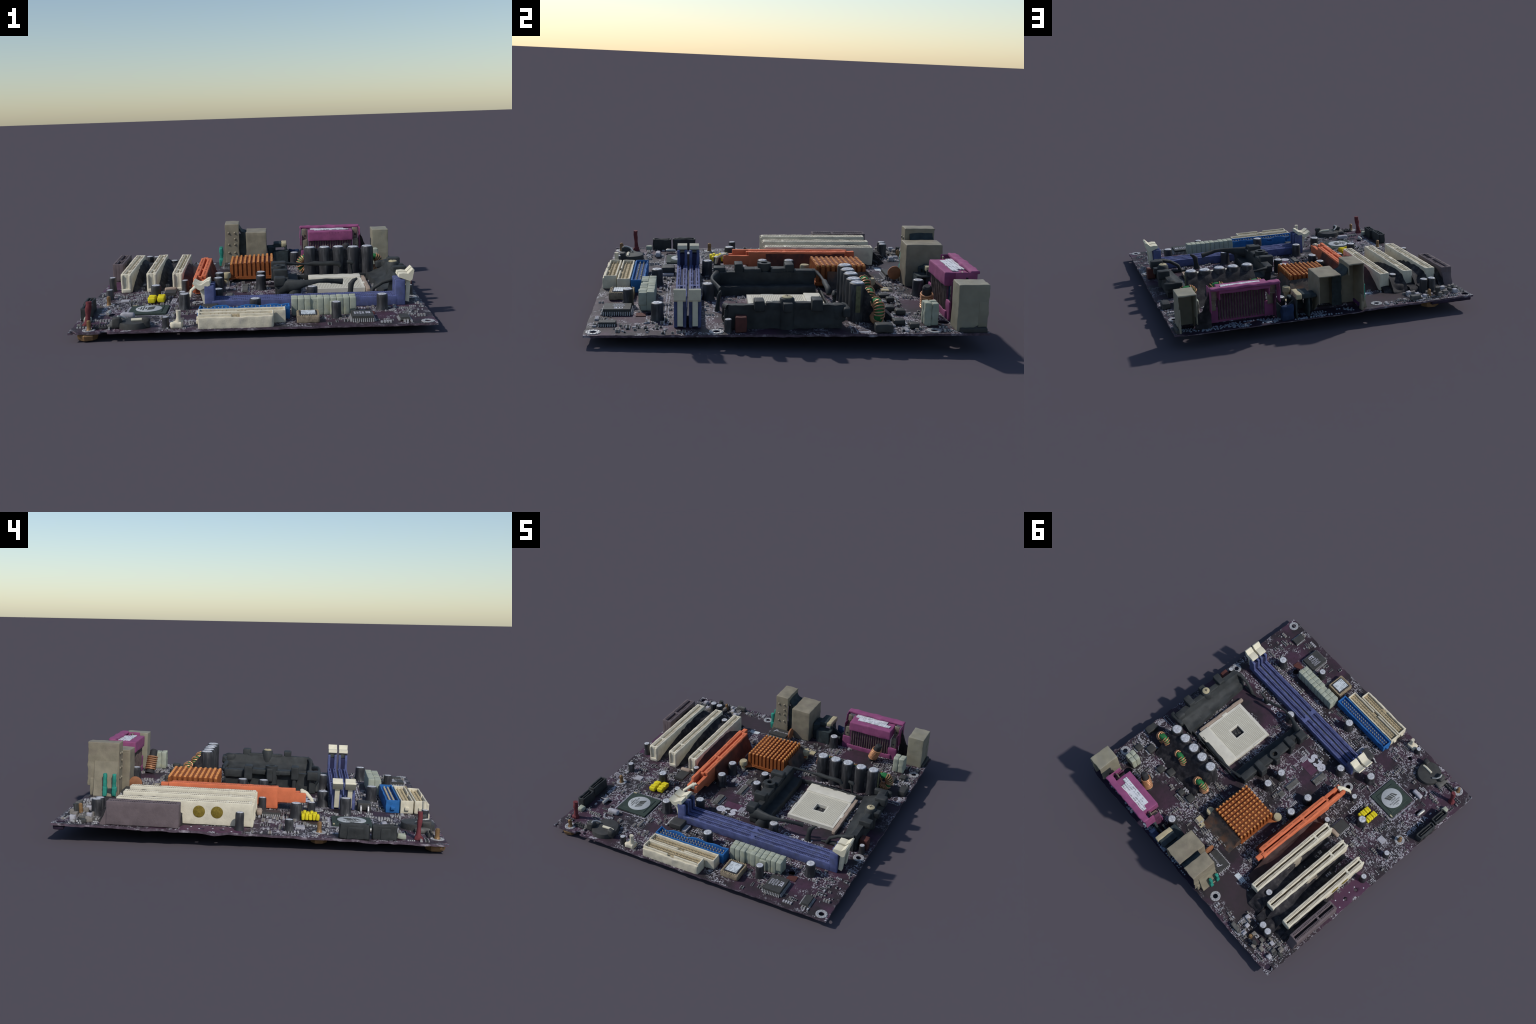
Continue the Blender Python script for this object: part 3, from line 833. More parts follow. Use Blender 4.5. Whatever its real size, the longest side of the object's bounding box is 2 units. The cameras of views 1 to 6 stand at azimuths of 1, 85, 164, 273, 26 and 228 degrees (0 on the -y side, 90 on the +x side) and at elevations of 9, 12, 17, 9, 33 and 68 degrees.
for i in range(n):
    for j in range(n):
        x = BX0 + pt * (i + .5); y = BY0 + (BY1 - BY0) / n * (j + .5)
        zt = pin_top(x) + 0.005 + R.uniform(-.0015, .0015)
        if src is None:
            k = Kit()
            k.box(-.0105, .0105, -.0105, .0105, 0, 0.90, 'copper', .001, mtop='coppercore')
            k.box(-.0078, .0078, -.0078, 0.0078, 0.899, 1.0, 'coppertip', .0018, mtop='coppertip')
            src = k.done("heatsink_pin", HS, (0, 0, 0)); put(src, HS, (x, y, 0.034)); src.scale = (1, 1, zt - .034)
        else:
            repeat(src, HS, (x, y, 0.034), (R.uniform(.9, 1.08), R.uniform(.9, 1.08), zt - .034), R.uniform(-.06, .06))
for x, y, sx, sy in ((-0.193, 0.208, 1, 1), (0.151, 0.544, -1, -1)):
    k = Kit()
    k.tube([(x, y, 0.024), (x + .05 * sx, y + .05 * sy, 0.026), (x + .09 * sx, y + .09 * sy, 0.028)], [0.030, 0.042, 0.045], 'copper', 8)
    for v in k.bm.verts: v.co.z = 0.026 + (v.co.z - 0.026) * 0.25
    k.done("heatsink_ear", HS)
    k = Kit()
    k.lathe(x, y, [(0.020, 0.0), (0.021, 0.032), (0.029, 0.036), (0.030, 0.060), (0.025, 0.070)], 16, 'khaki', wob=.08)
    k.done("push_pin", HS)

# ------------------------------------------------------------------ rear connectors
def shell(x0, x1, y0, y1, h, m, low=0.045, amp=.003, w=.005, left=True, right=True):
    """Metal can of a rear port: top, two sides and inner wall; open toward the rear edge."""
    k = Kit()
    def lift(p):      # the rear part of the side walls hangs clear of the bare strip
        t = max(0, min(1, (p.y - 0.86) / 0.09))
        return Vector((p.x, p.y + .006 * noise.noise(Vector((p.x * 30, p.z * 30, 1))) * t, p.z + low * t * (1 - p.z / h)))
    opt = dict(r=.004, step=.016, amp=amp, freq=22, lean=lift)
    k.rbox(x0, x1, y0, y1, h - .012, h, m, **opt)
    if left: k.rbox(x0, x0 + w, y0, y1, -.010, h - .002, m, **opt)
    if right: k.rbox(x1 - w, x1, y0, y1, -.010, h - .002, m, **opt)
    k.rbox(x0, x1, y0, y0 + w, -.010, h - .001, m, **opt)
    return k
k = shell(0.841, 0.956, 0.825, 0.978, 0.236, 'steel2', low=.05)
k.done("keyboard_port", ROOT, smooth=60)
k = Kit(); k.prism([(0.944, -0.02), (0.956, 0.0), (0.957, 0.15), (0.945, 0.15)], 1, 0.93, 0.975, 'steel2'); k.done("port_leg", ROOT)
k = Kit(); k.prism([(0.750, -.010), (0.848, -.010), (0.848, 0.075), (0.80, 0.10), (0.775, 0.17), (0.750, 0.235)], 1, 0.915, 0.928, 'web'); k.divide(.03); k.warp(.005, 30); k.done("dark_port_gap_fill", ROOT, smooth=60)
k = Kit(); k.rbox(0.952, 0.975, 0.84, 0.975, -0.012, 0.022, 'chip', .006, .02, .005, 25); k.done("port_base", ROOT)

k = shell(-0.226, -0.126, 0.803, 0.986, 0.3085, 'steel', low=.06, right=False)
k.rbox(-0.131, -0.126, 0.803, 0.982, 0.235, 0.3065, 'steel', .002, .016, .002, 22)
k.prism([(-0.222, 0.0), (-0.262, 0.0), (-0.246, 0.06), (-0.228, 0.20), (-0.222, 0.20)][::-1], 1, 0.808, 0.945, 'steel')
for zz in (0.10, 0.16, 0.2, 0.245):
    for xx in (-0.200, -0.155):
        if zz == 0.2 and xx < -0.17: continue
        k.lathe(0, 0, [(0.009, 0), (0.007, .004), (0.003, .0065)], 10, 'steel')
        for v in [v for v in k.bm.verts][-30:]: v.co = Vector((xx + v.co.x, 0.8025 - v.co.z, zz + v.co.y))
k.done("tall_network_port", ROOT, smooth=60)
k = shell(-0.074, 0.072, 0.769, 0.984, 0.249, 'steel', low=.075, left=False)
k.rbox(-0.074, -0.069, 0.769, 0.832, -0.005, 0.247, 'steel', .002, .016, .002, 22)
k.done("stacked_usb_port", ROOT, smooth=60)
k = Kit()
k.rbox(-0.132, -0.066, 0.828, 0.834, -0.008, 0.236, 'jack', .002, .016, .003, 22)
k.prism([(-0.128, 0.285), (-0.108, 0.250), (-0.068, 0.236), (-0.068, 0.228), (-0.112, 0.238), (-0.128, 0.262)], 1, 0.830, 0.972, 'jack'); k.divide(.03); k.warp(.003, 30)
k.done("dark_port_gap_fill", ROOT, smooth=60)

k = Kit()
k.rbox(0.124, 0.183, 0.855, 0.975, 0.120, 0.150, 'jack', .006, .014, .004, 30)
k.rbox(0.181, 0.219, 0.855, 0.982, 0.118, 0.152, 'khaki', .006, .014, .004, 30)
k.rbox(0.124, 0.136, 0.855, 0.96, -0.01, 0.140, 'jack', .005, .014, .004, 30)
k.rbox(0.205, 0.219, 0.855, 0.96, -0.01, 0.140, 'jack', .005, .014, .004, 30)
k.rbox(0.075, 0.130, 0.845, 0.955, 0.112, 0.128, 'jack', .007, .016, .006, 30)
k.rbox(0.075, 0.130, 0.840, 0.850, -.008, 0.125, 'jack', .004, .016, .006, 30)
k.rbox(0.12, 0.23, 0.800, 0.812, -.008, 0.10, 'jack', .005, .016, .005, 30)
k.rbox(0.12, 0.23, 0.800, 0.872, 0.088, 0.10, 'jack', .005, .016, .005, 30)
k.done("audio_jack", ROOT, smooth=60)
k = Kit(); k.rbox(0.235, 0.312, 0.935, 0.975, -0.012, 0.088, 'navy', .014, .014, .007, 30); k.rbox(0.215, 0.30, 0.86, 0.875, 0, 0.05, 'jack', .005, .016, .006, 30)
k.prism([(0.219, 0), (0.33, 0), (0.33, 0.10), (0.28, 0.05), (0.219, 0.10)], 1, 0.90, 0.915, 'jack'); k.divide(.03); k.warp(.004, 30); k.done("video_port_stub", ROOT, smooth=60)

# magenta parallel port
k = Kit()
lump = dict(r=.006, step=.016, amp=.0035, freq=22)
k.rbox(0.378, 0.700, 0.822, 0.965, 0.212, 0.235, 'magenta', **lump)      # hood
k.rbox(0.378, 0.700, 0.822, 0.830, 0.165, 0.232, 'magenta', **lump)
k.rbox(0.378, 0.388, 0.822, 0.95, 0.165, 0.232, 'magenta', **lump)
k.rbox(0.690, 0.700, 0.822, 0.95, 0.165, 0.232, 'magenta', **lump)
k.rbox(0.320, 0.757, 0.940, 0.988, 0.238, 0.258, 'magenta', r=.008, step=.016, amp=.006, freq=20)   # rear rim
k.rbox(0.362, 0.715, 0.830, 0.842, -0.008, 0.034, 'magenta', **lump)
k.rbox(0.322, 0.392, 0.838, 0.848, -0.008, 0.095, 'magenta', **lump)
k.rbox(0.688, 0.755, 0.838, 0.848, -0.008, 0.095, 'magenta', **lump)
k.rbox(0.752, 0.757, 0.862, 0.975, 0.10, 0.250, 'magenta', **lump)
k.rbox(0.320, 0.325, 0.900, 0.975, 0.12, 0.250, 'magenta', **lump)
PORT = k.done("printer_port", ROOT, smooth=60)
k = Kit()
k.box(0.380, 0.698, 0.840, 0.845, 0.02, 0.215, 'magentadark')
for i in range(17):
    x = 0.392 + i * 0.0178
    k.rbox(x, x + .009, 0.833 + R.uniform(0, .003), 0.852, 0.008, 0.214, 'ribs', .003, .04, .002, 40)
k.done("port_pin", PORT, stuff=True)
for xa, xb in ((0.334, 0.374), (0.703, 0.744)):
    k = Kit()
    k.rbox(xa, xb, 0.852, 0.862, 0.075, 0.168, 'bracket', **lump)
    k.rbox(xa, xb, 0.852, 0.915, 0.158, 0.170, 'bracket', **lump)
    k.rbox(xa + .001, xb - .003, 0.903, 0.912, 0.160, 0.245, 'bracket', **lump)
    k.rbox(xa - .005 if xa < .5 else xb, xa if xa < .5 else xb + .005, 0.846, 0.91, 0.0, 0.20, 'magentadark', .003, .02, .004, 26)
    for yy, zz in ((0.8535, 0.12), (0.9035, 0.195)):
        k.lathe(0, 0, [(0.008, 0), (0.0075, .003), (0.003, .005)], 10, 'pindark')
        for v in [v for v in k.bm.verts][-30:]: v.co = Vector(((xa + xb) / 2 + v.co.x, yy - v.co.z, zz + v.co.y))
    k.done("port_bracket", PORT)
k = Kit()      # stepped paper label on the hood
k.prism([(0.425, 0.868), (0.610, 0.868), (0.672, 0.868), (0.676, 0.900), (0.640, 0.902), (0.640, 0.948), (0.395, 0.944), (0.395, 0.908), (0.425, 0.905)], 2, 0.234, 0.2385, 'label')
k.divide(.03)
for v in k.bm.verts: v.co.z += 0.0025 * noise.noise(v.co * 25) + 0.0015
k.done("paper_label", PORT)

# teal jack stubs beside the tall port
k = Kit()
for yy in (0.822, 0.876):
    k.rbox(-0.276, -0.244, yy - .012, yy + .012, 0.0, 0.060, 'teal', .007, .012, .005, 40)
    k.rbox(-0.273, -0.248, yy - .010, yy + .010, 0.05, 0.134, 'teal', .006, .012, .004, 40)
k.rbox(-0.258, -0.236, 0.82, 0.88, 0.0, 0.045, 'jack', .004, .02, .003)
k.rbox(-0.250, -0.216, 0.81, 0.93, 0.0, 0.025, 'purple', .006, .02, .004, 30)
k.done("teal_audio_stub", ROOT, smooth=60)
k = Kit(); k.rbox(-0.232, -0.214, 0.93, 0.972, -0.01, 0.10, 'steel', .005, .016, .004, 30); k.done("port_leg", ROOT)

# ------------------------------------------------------------------ capacitors
def can(r, h, flare=1.14, seg=22, seed=0):
    k = Kit()
    prof = [(r * flare, 0.0), (r * 1.04, h * 0.14), (r * .98, h * 0.4), (r, h * 0.75), (r * .99, h * 0.90), (r * 0.93, h * 0.965), (r * 0.80, h * 0.985), (r * 0.78, h * 0.978), (r * 0.70, h), (r * .3, h)]
    k.lathe(0, 0, prof, seg, ['sleeve'] * 6 + ['captop'] * 3, wob=.07, seed=seed)
    # vent cross pressed into the lid
    for a in (0.5, 2.07):
        d = Vector((math.cos(a), math.sin(a), 0)); q = Vector((-d.y, d.x, 0))
        L, w = r * .6, .0012
        vs = [k.bm.verts.new(d * u + q * v + Vector((0, 0, h + .0008))) for u, v in ((-L, -w), (L, -w), (L, w), (-L, w))]
        vb = [k.bm.verts.new(v.co - Vector((0, 0, .002))) for v in vs]
        k.face(vs, 'smdgrey')
        for i in range(4): k.face([vb[i], vb[(i + 1) % 4], vs[(i + 1) % 4], vs[i]], 'smdgrey')
    return k
BIG = [(0.752, 0.357), (0.659, 0.356), (0.559, 0.358), (0.466, 0.357), (0.368, 0.358)]
MID = [(0.732, -0.649, 1.0), (0.012, -0.676, 1.03), (0.347, -0.387, 1.03), (0.036, -0.028, .98), (0.036, 0.099, .98), (-0.216, -0.383, 1.0),
       (-0.407, -0.505, 1.02), (-0.233, -0.047, .98), (-0.235, 0.115, .98), (-0.608, -0.233, .98), (0.271, 0.796, 1.0), (-0.581, 0.619, .82),
       (-0.726, 0.798, .85), (-0.781, 0.803, .85)]
SLIM = [(0.461, -0.812, 1.2, .091), (-0.923, 0.045, 1.0, .092), (-0.438, -0.317, 1.0, .065), (-0.900, -0.203, 1.0, .064), (-0.471, -0.937, .85, .062), (0.939, -0.301, .85, .064), (-0.445, -0.045, 1.0, .08)]
k = can(0.041, 0.201, 1.12, 26, 1); src = k.done("power_capacitor", ROOT, (0, 0, 0)); put(src, ROOT, (*BIG[0], 0))
k = Kit(); k.rbox(0.0, 0.004, -0.012, 0.012, 0.05, 0.188, 'captin', .0018, .03)
stripe = k.done("polarity_stripe", src, (0, 0, 0)); stripe.location = (0.0385, 0, 0)
for i, (x, y) in enumerate(BIG[1:]):
    repeat(src, ROOT, (x, y, 0), (1, 1, R.uniform(.985, 1.01)), 0)
src = None
for x, y, s in MID:
    if src is None:
        k = can(0.0315, 0.091, 1.2, 22, 4); src = k.done("capacitor", ROOT, (0, 0, 0)); put(src, ROOT, (x, y, 0))
    else:
        repeat(src, ROOT, (x, y, 0), (s, s, R.uniform(.98, 1.03)), R.uniform(0, 6.28))
src = None
for x, y, s, h in SLIM:
    if src is None:
        k = can(0.0225, 0.09, 1.15, 18, 9); src = k.done("small_capacitor", ROOT, (0, 0, 0)); put(src, ROOT, (x, y, 0)); src.scale = (s, s, h / .09)
    else:
        repeat(src, ROOT, (x, y, 0), (s, s, h / .09), R.uniform(0, 6.28))

# ------------------------------------------------------------------ dark fill and skirts that close the gaps
def slope(name, x0, x1, prof, m, amp=.006, freq=16):
    k = Kit(); k.prism(prof, 0, x0, x1, m); k.divide(.025); k.warp(amp, freq); return k.done(name, ROOT, smooth=60)
def valley(x0, x1, stations, m):
    """Fill between two slots: high against the walls, hollow in the middle; (y, height at walls, height in the hollow)"""
    k = Kit(); rows = []
    for y, hw, hc in stations:
        sec = [(x0, hw), (x0 + .16 * (x1 - x0), hw * .62 + hc * .38), (x0 + .34 * (x1 - x0), hc * 1.05), (x0 + .5 * (x1 - x0), hc), (x0 + .66 * (x1 - x0), hc * 1.05), (x0 + .84 * (x1 - x0), hw * .62 + hc * .38), (x1, hw)]
        rows.append([k.bm.verts.new((x, y, -.003)) for x in (x0,)] + [k.bm.verts.new((x, y, h)) for x, h in sec] + [k.bm.verts.new((x1, y, -.003))])
    for r0, r1 in zip(rows, rows[1:]):
        for i in range(8): k.face([r0[i], r0[i + 1], r1[i + 1], r1[i]], m)
        k.face([r0[8], r0[0], r1[0], r1[8]], m)
    k.face(rows[0], m); k.face(rows[-1][::-1], m)
    k.divide(.022); k.warp(.005, 24)
    return k.done("gap_skirt", ROOT, smooth=60)
ST = [(0.02, .010, -.002), (0.15, .045, .000), (0.30, .080, .012), (0.42, .098, .045), (0.55, .104, .078), (0.66, .100, .070), (0.71, .062, .030), (0.77, .004, -.002)]
for x0, x1 in ((-0.632, -0.528), (-0.795, -0.694)):
    valley(x0, x1, ST, 'web')
valley(-0.903, -0.859, [(0.342, .060, .02)] + [q for q in ST if q[0] > .4], 'web')
k = Kit()      # dark fill heaped behind the slots, round the small capacitors
for x0, x1, hh, ye in ((-0.630, -0.530, .050, .755), (-0.695, -0.640, .034, .80), (-0.80, -0.70, .036, .825), (-0.855, -0.80, .030, .775), (-0.53, -0.475, .030, .735)):
    k.prism([(0.672, -.003), (ye, -.003), (ye - .012, hh * .35), (ye - .035, hh * .8), (0.69, hh), (0.672, hh)], 0, x0, x1, 'web')
k.divide(.022); k.warp(.008, 22); k.done("dark_heap", ROOT, smooth=60)
k = Kit(); rows = []
for y, ha, hb in ((-0.04, .02, .004), (0.02, .080, .022), (0.12, .100, .046), (0.28, .104, .062), (0.42, .102, .070), (0.49, .090, .060), (0.56, .055, .022), (0.65, .004, -.002)):
    rows.append([k.bm.verts.new(p) for p in ((-0.466, y, -.003), (-0.466, y, ha), (-0.448, y, ha * .72 + hb * .28), (-0.425, y, ha * .34 + hb * .6), (-0.400, y, hb * 1.05), (-0.376, y, min(hb * 1.6, .10)), (-0.376, y, -.003))])
for r0, r1 in zip(rows, rows[1:]):
    for i in range(7): k.face([r0[i], r0[(i + 1) % 7], r1[(i + 1) % 7], r1[i]], 'brownweb')
k.face(rows[0], 'brownweb'); k.face(rows[-1][::-1], 'brownweb')
k.divide(.022); k.warp(.004, 24); k.done("gap_skirt", ROOT, smooth=60)
k = Kit(); k.prism([(-0.303, -.003), (-0.252, -.003), (-0.272, .035), (-0.292, .085), (-0.300, .112), (-0.303, .112)], 1, -0.02, 0.47, 'rustweb'); k.divide(.025); k.warp(.004, 22); k.done("slot_skirt", ROOT, smooth=60)
for x0, x1, y1 in ((-0.700, -0.690, .60), (-0.538, -0.528, .60)):      # cream skirts along the white slots
    k = Kit(); k.prism([(x0 - .025, .0), (x1, .0), (x1, .085), (x0, .08)], 1, 0.28, y1, 'creamweb'); k.divide(.025); k.warp(.008, 18); k.done("slot_skirt", ROOT, smooth=60)
slope("coil_bank", 0.335, 0.785, [(0.340, -.002), (0.565, -.002), (0.535, .026), (0.490, .062), (0.450, .096), (0.400, .160), (0.372, .184), (0.346, .176)], 'web', .007, 20)
k = Kit(); k.prism([(0.522, -.002), (0.640, -.002), (0.585, .035), (0.545, .085), (0.528, .105), (0.522, .10)], 0, -0.165, 0.13, 'copperweb'); k.divide(.03); k.warp(.007, 18); k.done("heatsink_skirt", ROOT, smooth=60)
k = Kit(); k.prism([(0.112, -.002), (0.165, -.002), (0.145, .05), (0.124, .10), (0.116, .10)], 1, 0.30, 0.54, 'copperweb'); k.divide(.03); k.warp(.005, 20); k.done("heatsink_skirt", ROOT, smooth=60)

# ------------------------------------------------------------------ coils
def ring_coil(x, y, turn):
    k = Kit(); Rm, rm = 0.044, 0.021; zc = 0.064
    n, mseg = 30, 10
    ringv = []
    for i in range(n):
        a = 2 * math.pi * i / n
        ringv.append([k.bm.verts.new(((Rm + rm * math.cos(b)) * math.cos(a), rm * 1.05 * math.sin(b), zc + (Rm + rm * math.cos(b)) * math.sin(a))) for b in [2 * math.pi * j / mseg for j in range(mseg)]])
    for i in range(n):
        for j in range(mseg):
            k.face([ringv[i][j], ringv[(i + 1) % n][j], ringv[(i + 1) % n][(j + 1) % mseg], ringv[i][(j + 1) % mseg]], 'green')
    ob = k.done("coil", ROOT, (0, 0, 0)); put(ob, ROOT, (x, y, 0)); ob.rotation_euler = (0, 0, turn)
    w = Kit()
    def wind(a0, a1, turns):
        pts = []; steps = turns * 12
        for i in range(steps + 1):
            a = a0 + (a1 - a0) * i / steps; b = 2 * math.pi * i / 12
            q = rm + .0045
            pts.append(((Rm + q * math.cos(b)) * math.cos(a), q * 1.05 * math.sin(b), zc + (Rm + q * math.cos(b)) * math.sin(a)))
        w.tube(pts, .0042, 'wire', 6)
    wind(-0.35, 1.15, 6); wind(1.85, 3.4, 6); wind(3.7, 5.6, 7)
    wob = w.done("copper_winding", None, (0, 0, 0)); wob.parent = ob; wob.location = (0, 0, 0)
ring_coil(0.800, 0.452, 0.1); ring_coil(0.603, 0.452, -0.12); ring_coil(0.347, 0.474, 0.05)

k = Kit()
base, tip = Vector((0.592, 0.764, 0.0)), Vector((0.652, 0.745, 0.153))
k.tube([base.lerp(tip, t) for t in (0, .3, .7, .94, 1.0)], [0.028, 0.026, 0.025, 0.024, 0.016], 'smdblack', 14)
rod = k.done("rod_coil", ROOT)
k = Kit(); d = (tip - base).normalized(); a = d.orthogonal().normalized(); b = d.cross(a)
pts = []
for i in range(7 * 14 + 1):
    t = i / (7 * 14); an = 2 * math.pi * i / 14
    pts.append(base.lerp(tip, 0.14 + 0.58 * t) + (a * math.cos(an) + b * math.sin(an)) * 0.031)
k.tube(pts, .0052, 'wire', 7)
k.done("copper_winding", rod)
k = Kit()
k.lathe(0, 0, [(0.030, -0.010), (0.040, -0.005), (0.040, 0.005), (0.030, 0.010)], 22, 'ceramic', wob=.06)
for v in k.bm.verts: v.co = Vector((-0.064 + v.co.z, 0.735 + v.co.x, 0.049 + v.co.y * 1.0))
k.tube([(-0.064, 0.72, 0.02), (-0.064, 0.718, 0)], .004, 'solder', 6); k.tube([(-0.064, 0.75, 0.02), (-0.064, 0.752, 0)], .004, 'solder', 6)
k.done("disc_capacitor", ROOT)

# ------------------------------------------------------------------ chips
def text(body, size, x, y, z, m, parent, turn=0.0, ext=.0006, align='CENTER', xs=1.0, shear=0.0, offset=0.0):
    cu = bpy.data.curves.new("print", 'FONT'); cu.body = body; cu.size = size
    cu.align_x = align; cu.align_y = 'CENTER'; cu.extrude = ext; cu.shear = shear; cu.offset = offset
    cu.resolution_u = 3
    tmp = bpy.data.objects.new("print", cu); bpy.context.scene.collection.objects.link(tmp)
    me = bpy.data.meshes.new_from_object(tmp.evaluated_get(bpy.context.evaluated_depsgraph_get()))
    bpy.data.objects.remove(tmp)
    me.materials.clear(); me.materials.append(M[m])
    ob = bpy.data.objects.new("lettering", me); bpy.context.scene.collection.objects.link(ob)
    put(ob, parent, (x, y, z)); ob.rotation_euler = (0, 0, turn); ob.scale = (xs, 1, 1)
    return ob
H = -math.pi / 2

def chip(name, x0, x1, y0, y1, h, legs='xy', m='chip', pitch=.0105, mleg='solder', parent=None):
    k = Kit()
    k.box(x0, x1, y0, y1, 0.004, h, m, .003); k.bevel(.0012, 1)
    ob = k.done(name, ROOT)
    if legs:
        t = Kit()
        def leg(x, y, dx, dy):
            L, w = .010, pitch * .27
            if dx: t.box(min(x, x + dx * L), max(x, x + dx * L), y - w, y + w, 0.001, h * .55 if L < .006 else .006, mleg); t.box(min(x, x + dx * .004), max(x, x + dx * .004), y - w, y + w, .004, h * .6, mleg)
            else: t.box(x - w, x + w, min(y, y + dy * L), max(y, y + dy * L), 0.001, .006, mleg); t.box(x - w, x + w, min(y, y + dy * .004), max(y, y + dy * .004), .004, h * .6, mleg)
        if 'x' in legs:
            n = int((y1 - y0 - .01) / pitch)
            for i in range(n + 1):
                yy = y0 + .006 + (y1 - y0 - .012) * i / max(1, n); leg(x0, yy, -1, 0); leg(x1, yy, 1, 0)
        if 'y' in legs:
            n = int((x1 - x0 - .01) / pitch)
            for i in range(n + 1):
                xx = x0 + .006 + (x1 - x0 - .012) * i / max(1, n); leg(xx, y0, 0, -1); leg(xx, y1, 0, 1)
        t.done("chip_leg", ob, stuff=True)
    return ob

# south bridge
k = Kit(); k.box(-0.726, -0.505, -0.638, -0.427, 0.0, 0.010, 'bga'); k.box(-0.700, -0.530, -0.612, -0.452, 0.0098, 0.0135, 'bga', .004); k.bevel(.001, 1)
via = k.done("bridge_chip", ROOT)
k = Kit(); k.lathe(-0.615, -0.532, [(0.077, 0.012), (0.077, 0.0155), (0.075, 0.0165)], 48, 'disc'); k.done("chip_lid", via)
k = Kit(); k.box(-0.722, -0.700, -0.440, -0.430, .0098, .0125, 'khaki'); k.done("corner_mark", via)
# maker's three-letter mark: slanted bars inside two wedges
k = Kit()
def bar(pts):
    k.prism([(-0.603 + v, -0.532 - u) for u, v in pts][::-1], 2, 0.0160, 0.0176, 'ink')
bar([(-.046, .020), (-.030, .020), (-.008, -.018), (-.014, -.018), (-.024, -.018)])
bar([(-.012, .020), (-.002, .020), (.010, -.018), (.000, -.018)][::-1])
bar([(-.026, .020), (-.016, .020), (-.002, -.012), (-.006, -.018)][::-1])
bar([(.004, .020), (.014, .020), (.026, -.018), (.016, -.018)][::-1])
bar([(.018, .020), (.024, .020), (.050, -.018), (.034, -.018)][::-1])
k.done("maker_mark", via)
for i, s in enumerate(("VT8237R", "0512CD TAIWAN", "21F4008000", "C M")):
    text(s, .0125, -0.632 - i * .0145, -0.532, .0172, 'ink', via, H, .0004)

ite = chip("controller_chip", 0.538, 0.658, -0.930, -0.786, 0.033, 'xy')
text("iTE", .034, 0.628, -0.850, .0332, 'silk', ite, H, .0005, offset=.001)
for i, s in enumerate(("IT8705F", "0513-GXS", "K2DPL1", "TAIWAN")):
    text(s, .015, 0.602 - i * .0145, -0.852, .0332, 'silk', ite, H, .0004)
k = Kit()
k.rbox(0.240, 0.364, -0.923, -0.790, 0.0, 0.040, 'plcc', .006, .014, .003, 40)
k.box(0.252, 0.352, -0.910, -0.802, 0.036, 0.0435, 'smdblack', .003)
bios = k.done("firmware_chip_socket", ROOT)
k = Kit()
for i in range(9):
    u = 0.252 + .1 * i / 8; w = -0.911 + .109 * i / 8
    for yy in (-0.918, -0.795): k.box(u - .003, u + .003, yy - .003, yy + .003, .036, .0435, 'tanfloor')
    for xx in (0.2455, 0.3585): k.box(xx - .003, xx + .003, w - .003, w + .003, .036, .0435, 'tanfloor')
k.done("socket_contact", bios, stuff=True)
k = Kit(); k.box(0.264, 0.342, -0.900, -0.812, 0.0425, 0.0465, 'label2'); k.done("chip_label", bios)
chip("small_chip", 0.797, 0.850, -0.934, -0.846, 0.021, 'x')
usb = chip("small_chip", -0.572, -0.495, -0.152, -0.050, 0.022, 'x')
snd = chip("sound_chip", -0.235, -0.085, 0.688, 0.790, 0.032, 'xy', pitch=.013)
text("P", .05, -0.20, 0.745, .0322, 'silk', snd, 0, shear=.3); text("VT1617A 0508", .016, -0.135, 0.745, .0322, 'silk', snd, 0)
for x0, x1, y0, y1 in ((-0.085, -0.045, 0.035, 0.085), (-0.082, -0.045, -0.105, 0.005), (-0.175, -0.135, -0.285, -0.175)):
    chip("small_chip", x0, x1, y0, y1, 0.018, 'x', 'dustgrey', .009)
for x, y, w in ((0.893, 0.623, .024), (0.825, 0.561, .030), (0.650, 0.608, .026), (0.582, 0.566, .028), (0.411, 0.607, .022), (0.333, 0.586, .028)):
    k = Kit(); k.rbox(x - w, x + w, y - w, y + w, 0, 0.028, 'chip', .008, .02, .003, 30)
    k.box(x - w * .7, x - w * .3, y - w - .014, y - w + .002, 0, .008, 'solder'); k.box(x + w * .3, x + w * .7, y - w - .014, y - w + .002, 0, .008, 'solder')
    k.box(x - w * .8, x + w * .8, y + w - .002, y + w + .012, 0, .006, 'solder')
    k.done("power_transistor", ROOT)
k = Kit(); k.rbox(0.925, 0.978, 0.415, 0.505, 0, 0.042, 'chip', .008, .016, .005, 30); k.done("power_transistor", ROOT)
k = Kit(); k.rbox(-0.298, -0.205, -0.655, -0.580, 0.003, 0.046, 'chip', .006, .02, .003, 30)
for yy in (-0.64, -0.598): k.tube([(-0.296, yy, .03), (-0.312, yy, .026), (-0.322, yy, .006), (-0.335, yy, .003)], .006, 'solder', 6)
k.box(-0.208, -0.172, -0.650, -0.584, 0, .014, 'smdgrey'); k.done("voltage_regulator", ROOT)
k = Kit(); k.rbox(0.905, 0.962, -0.268, -0.212, 0, 0.076, 'redbrown', .006, .018, .004, 30); k.done("red_jumper_block", ROOT)
k = Kit(); k.box(0.11, 0.19, 0.61, 0.67, 0, 0.006, 'khaki'); k.warp(.003, 40); k.done("flat_chip", ROOT)
k = Kit(); k.box(-0.825, -0.77, -0.285, -0.235, 0, 0.007, 'smdgrey', .002); k.done("flat_chip", ROOT)
k = Kit(); k.box(0.62, 0.68, -0.76, -0.71, 0, 0.004, 'redbrown'); k.done("bare_pad", BOARD)

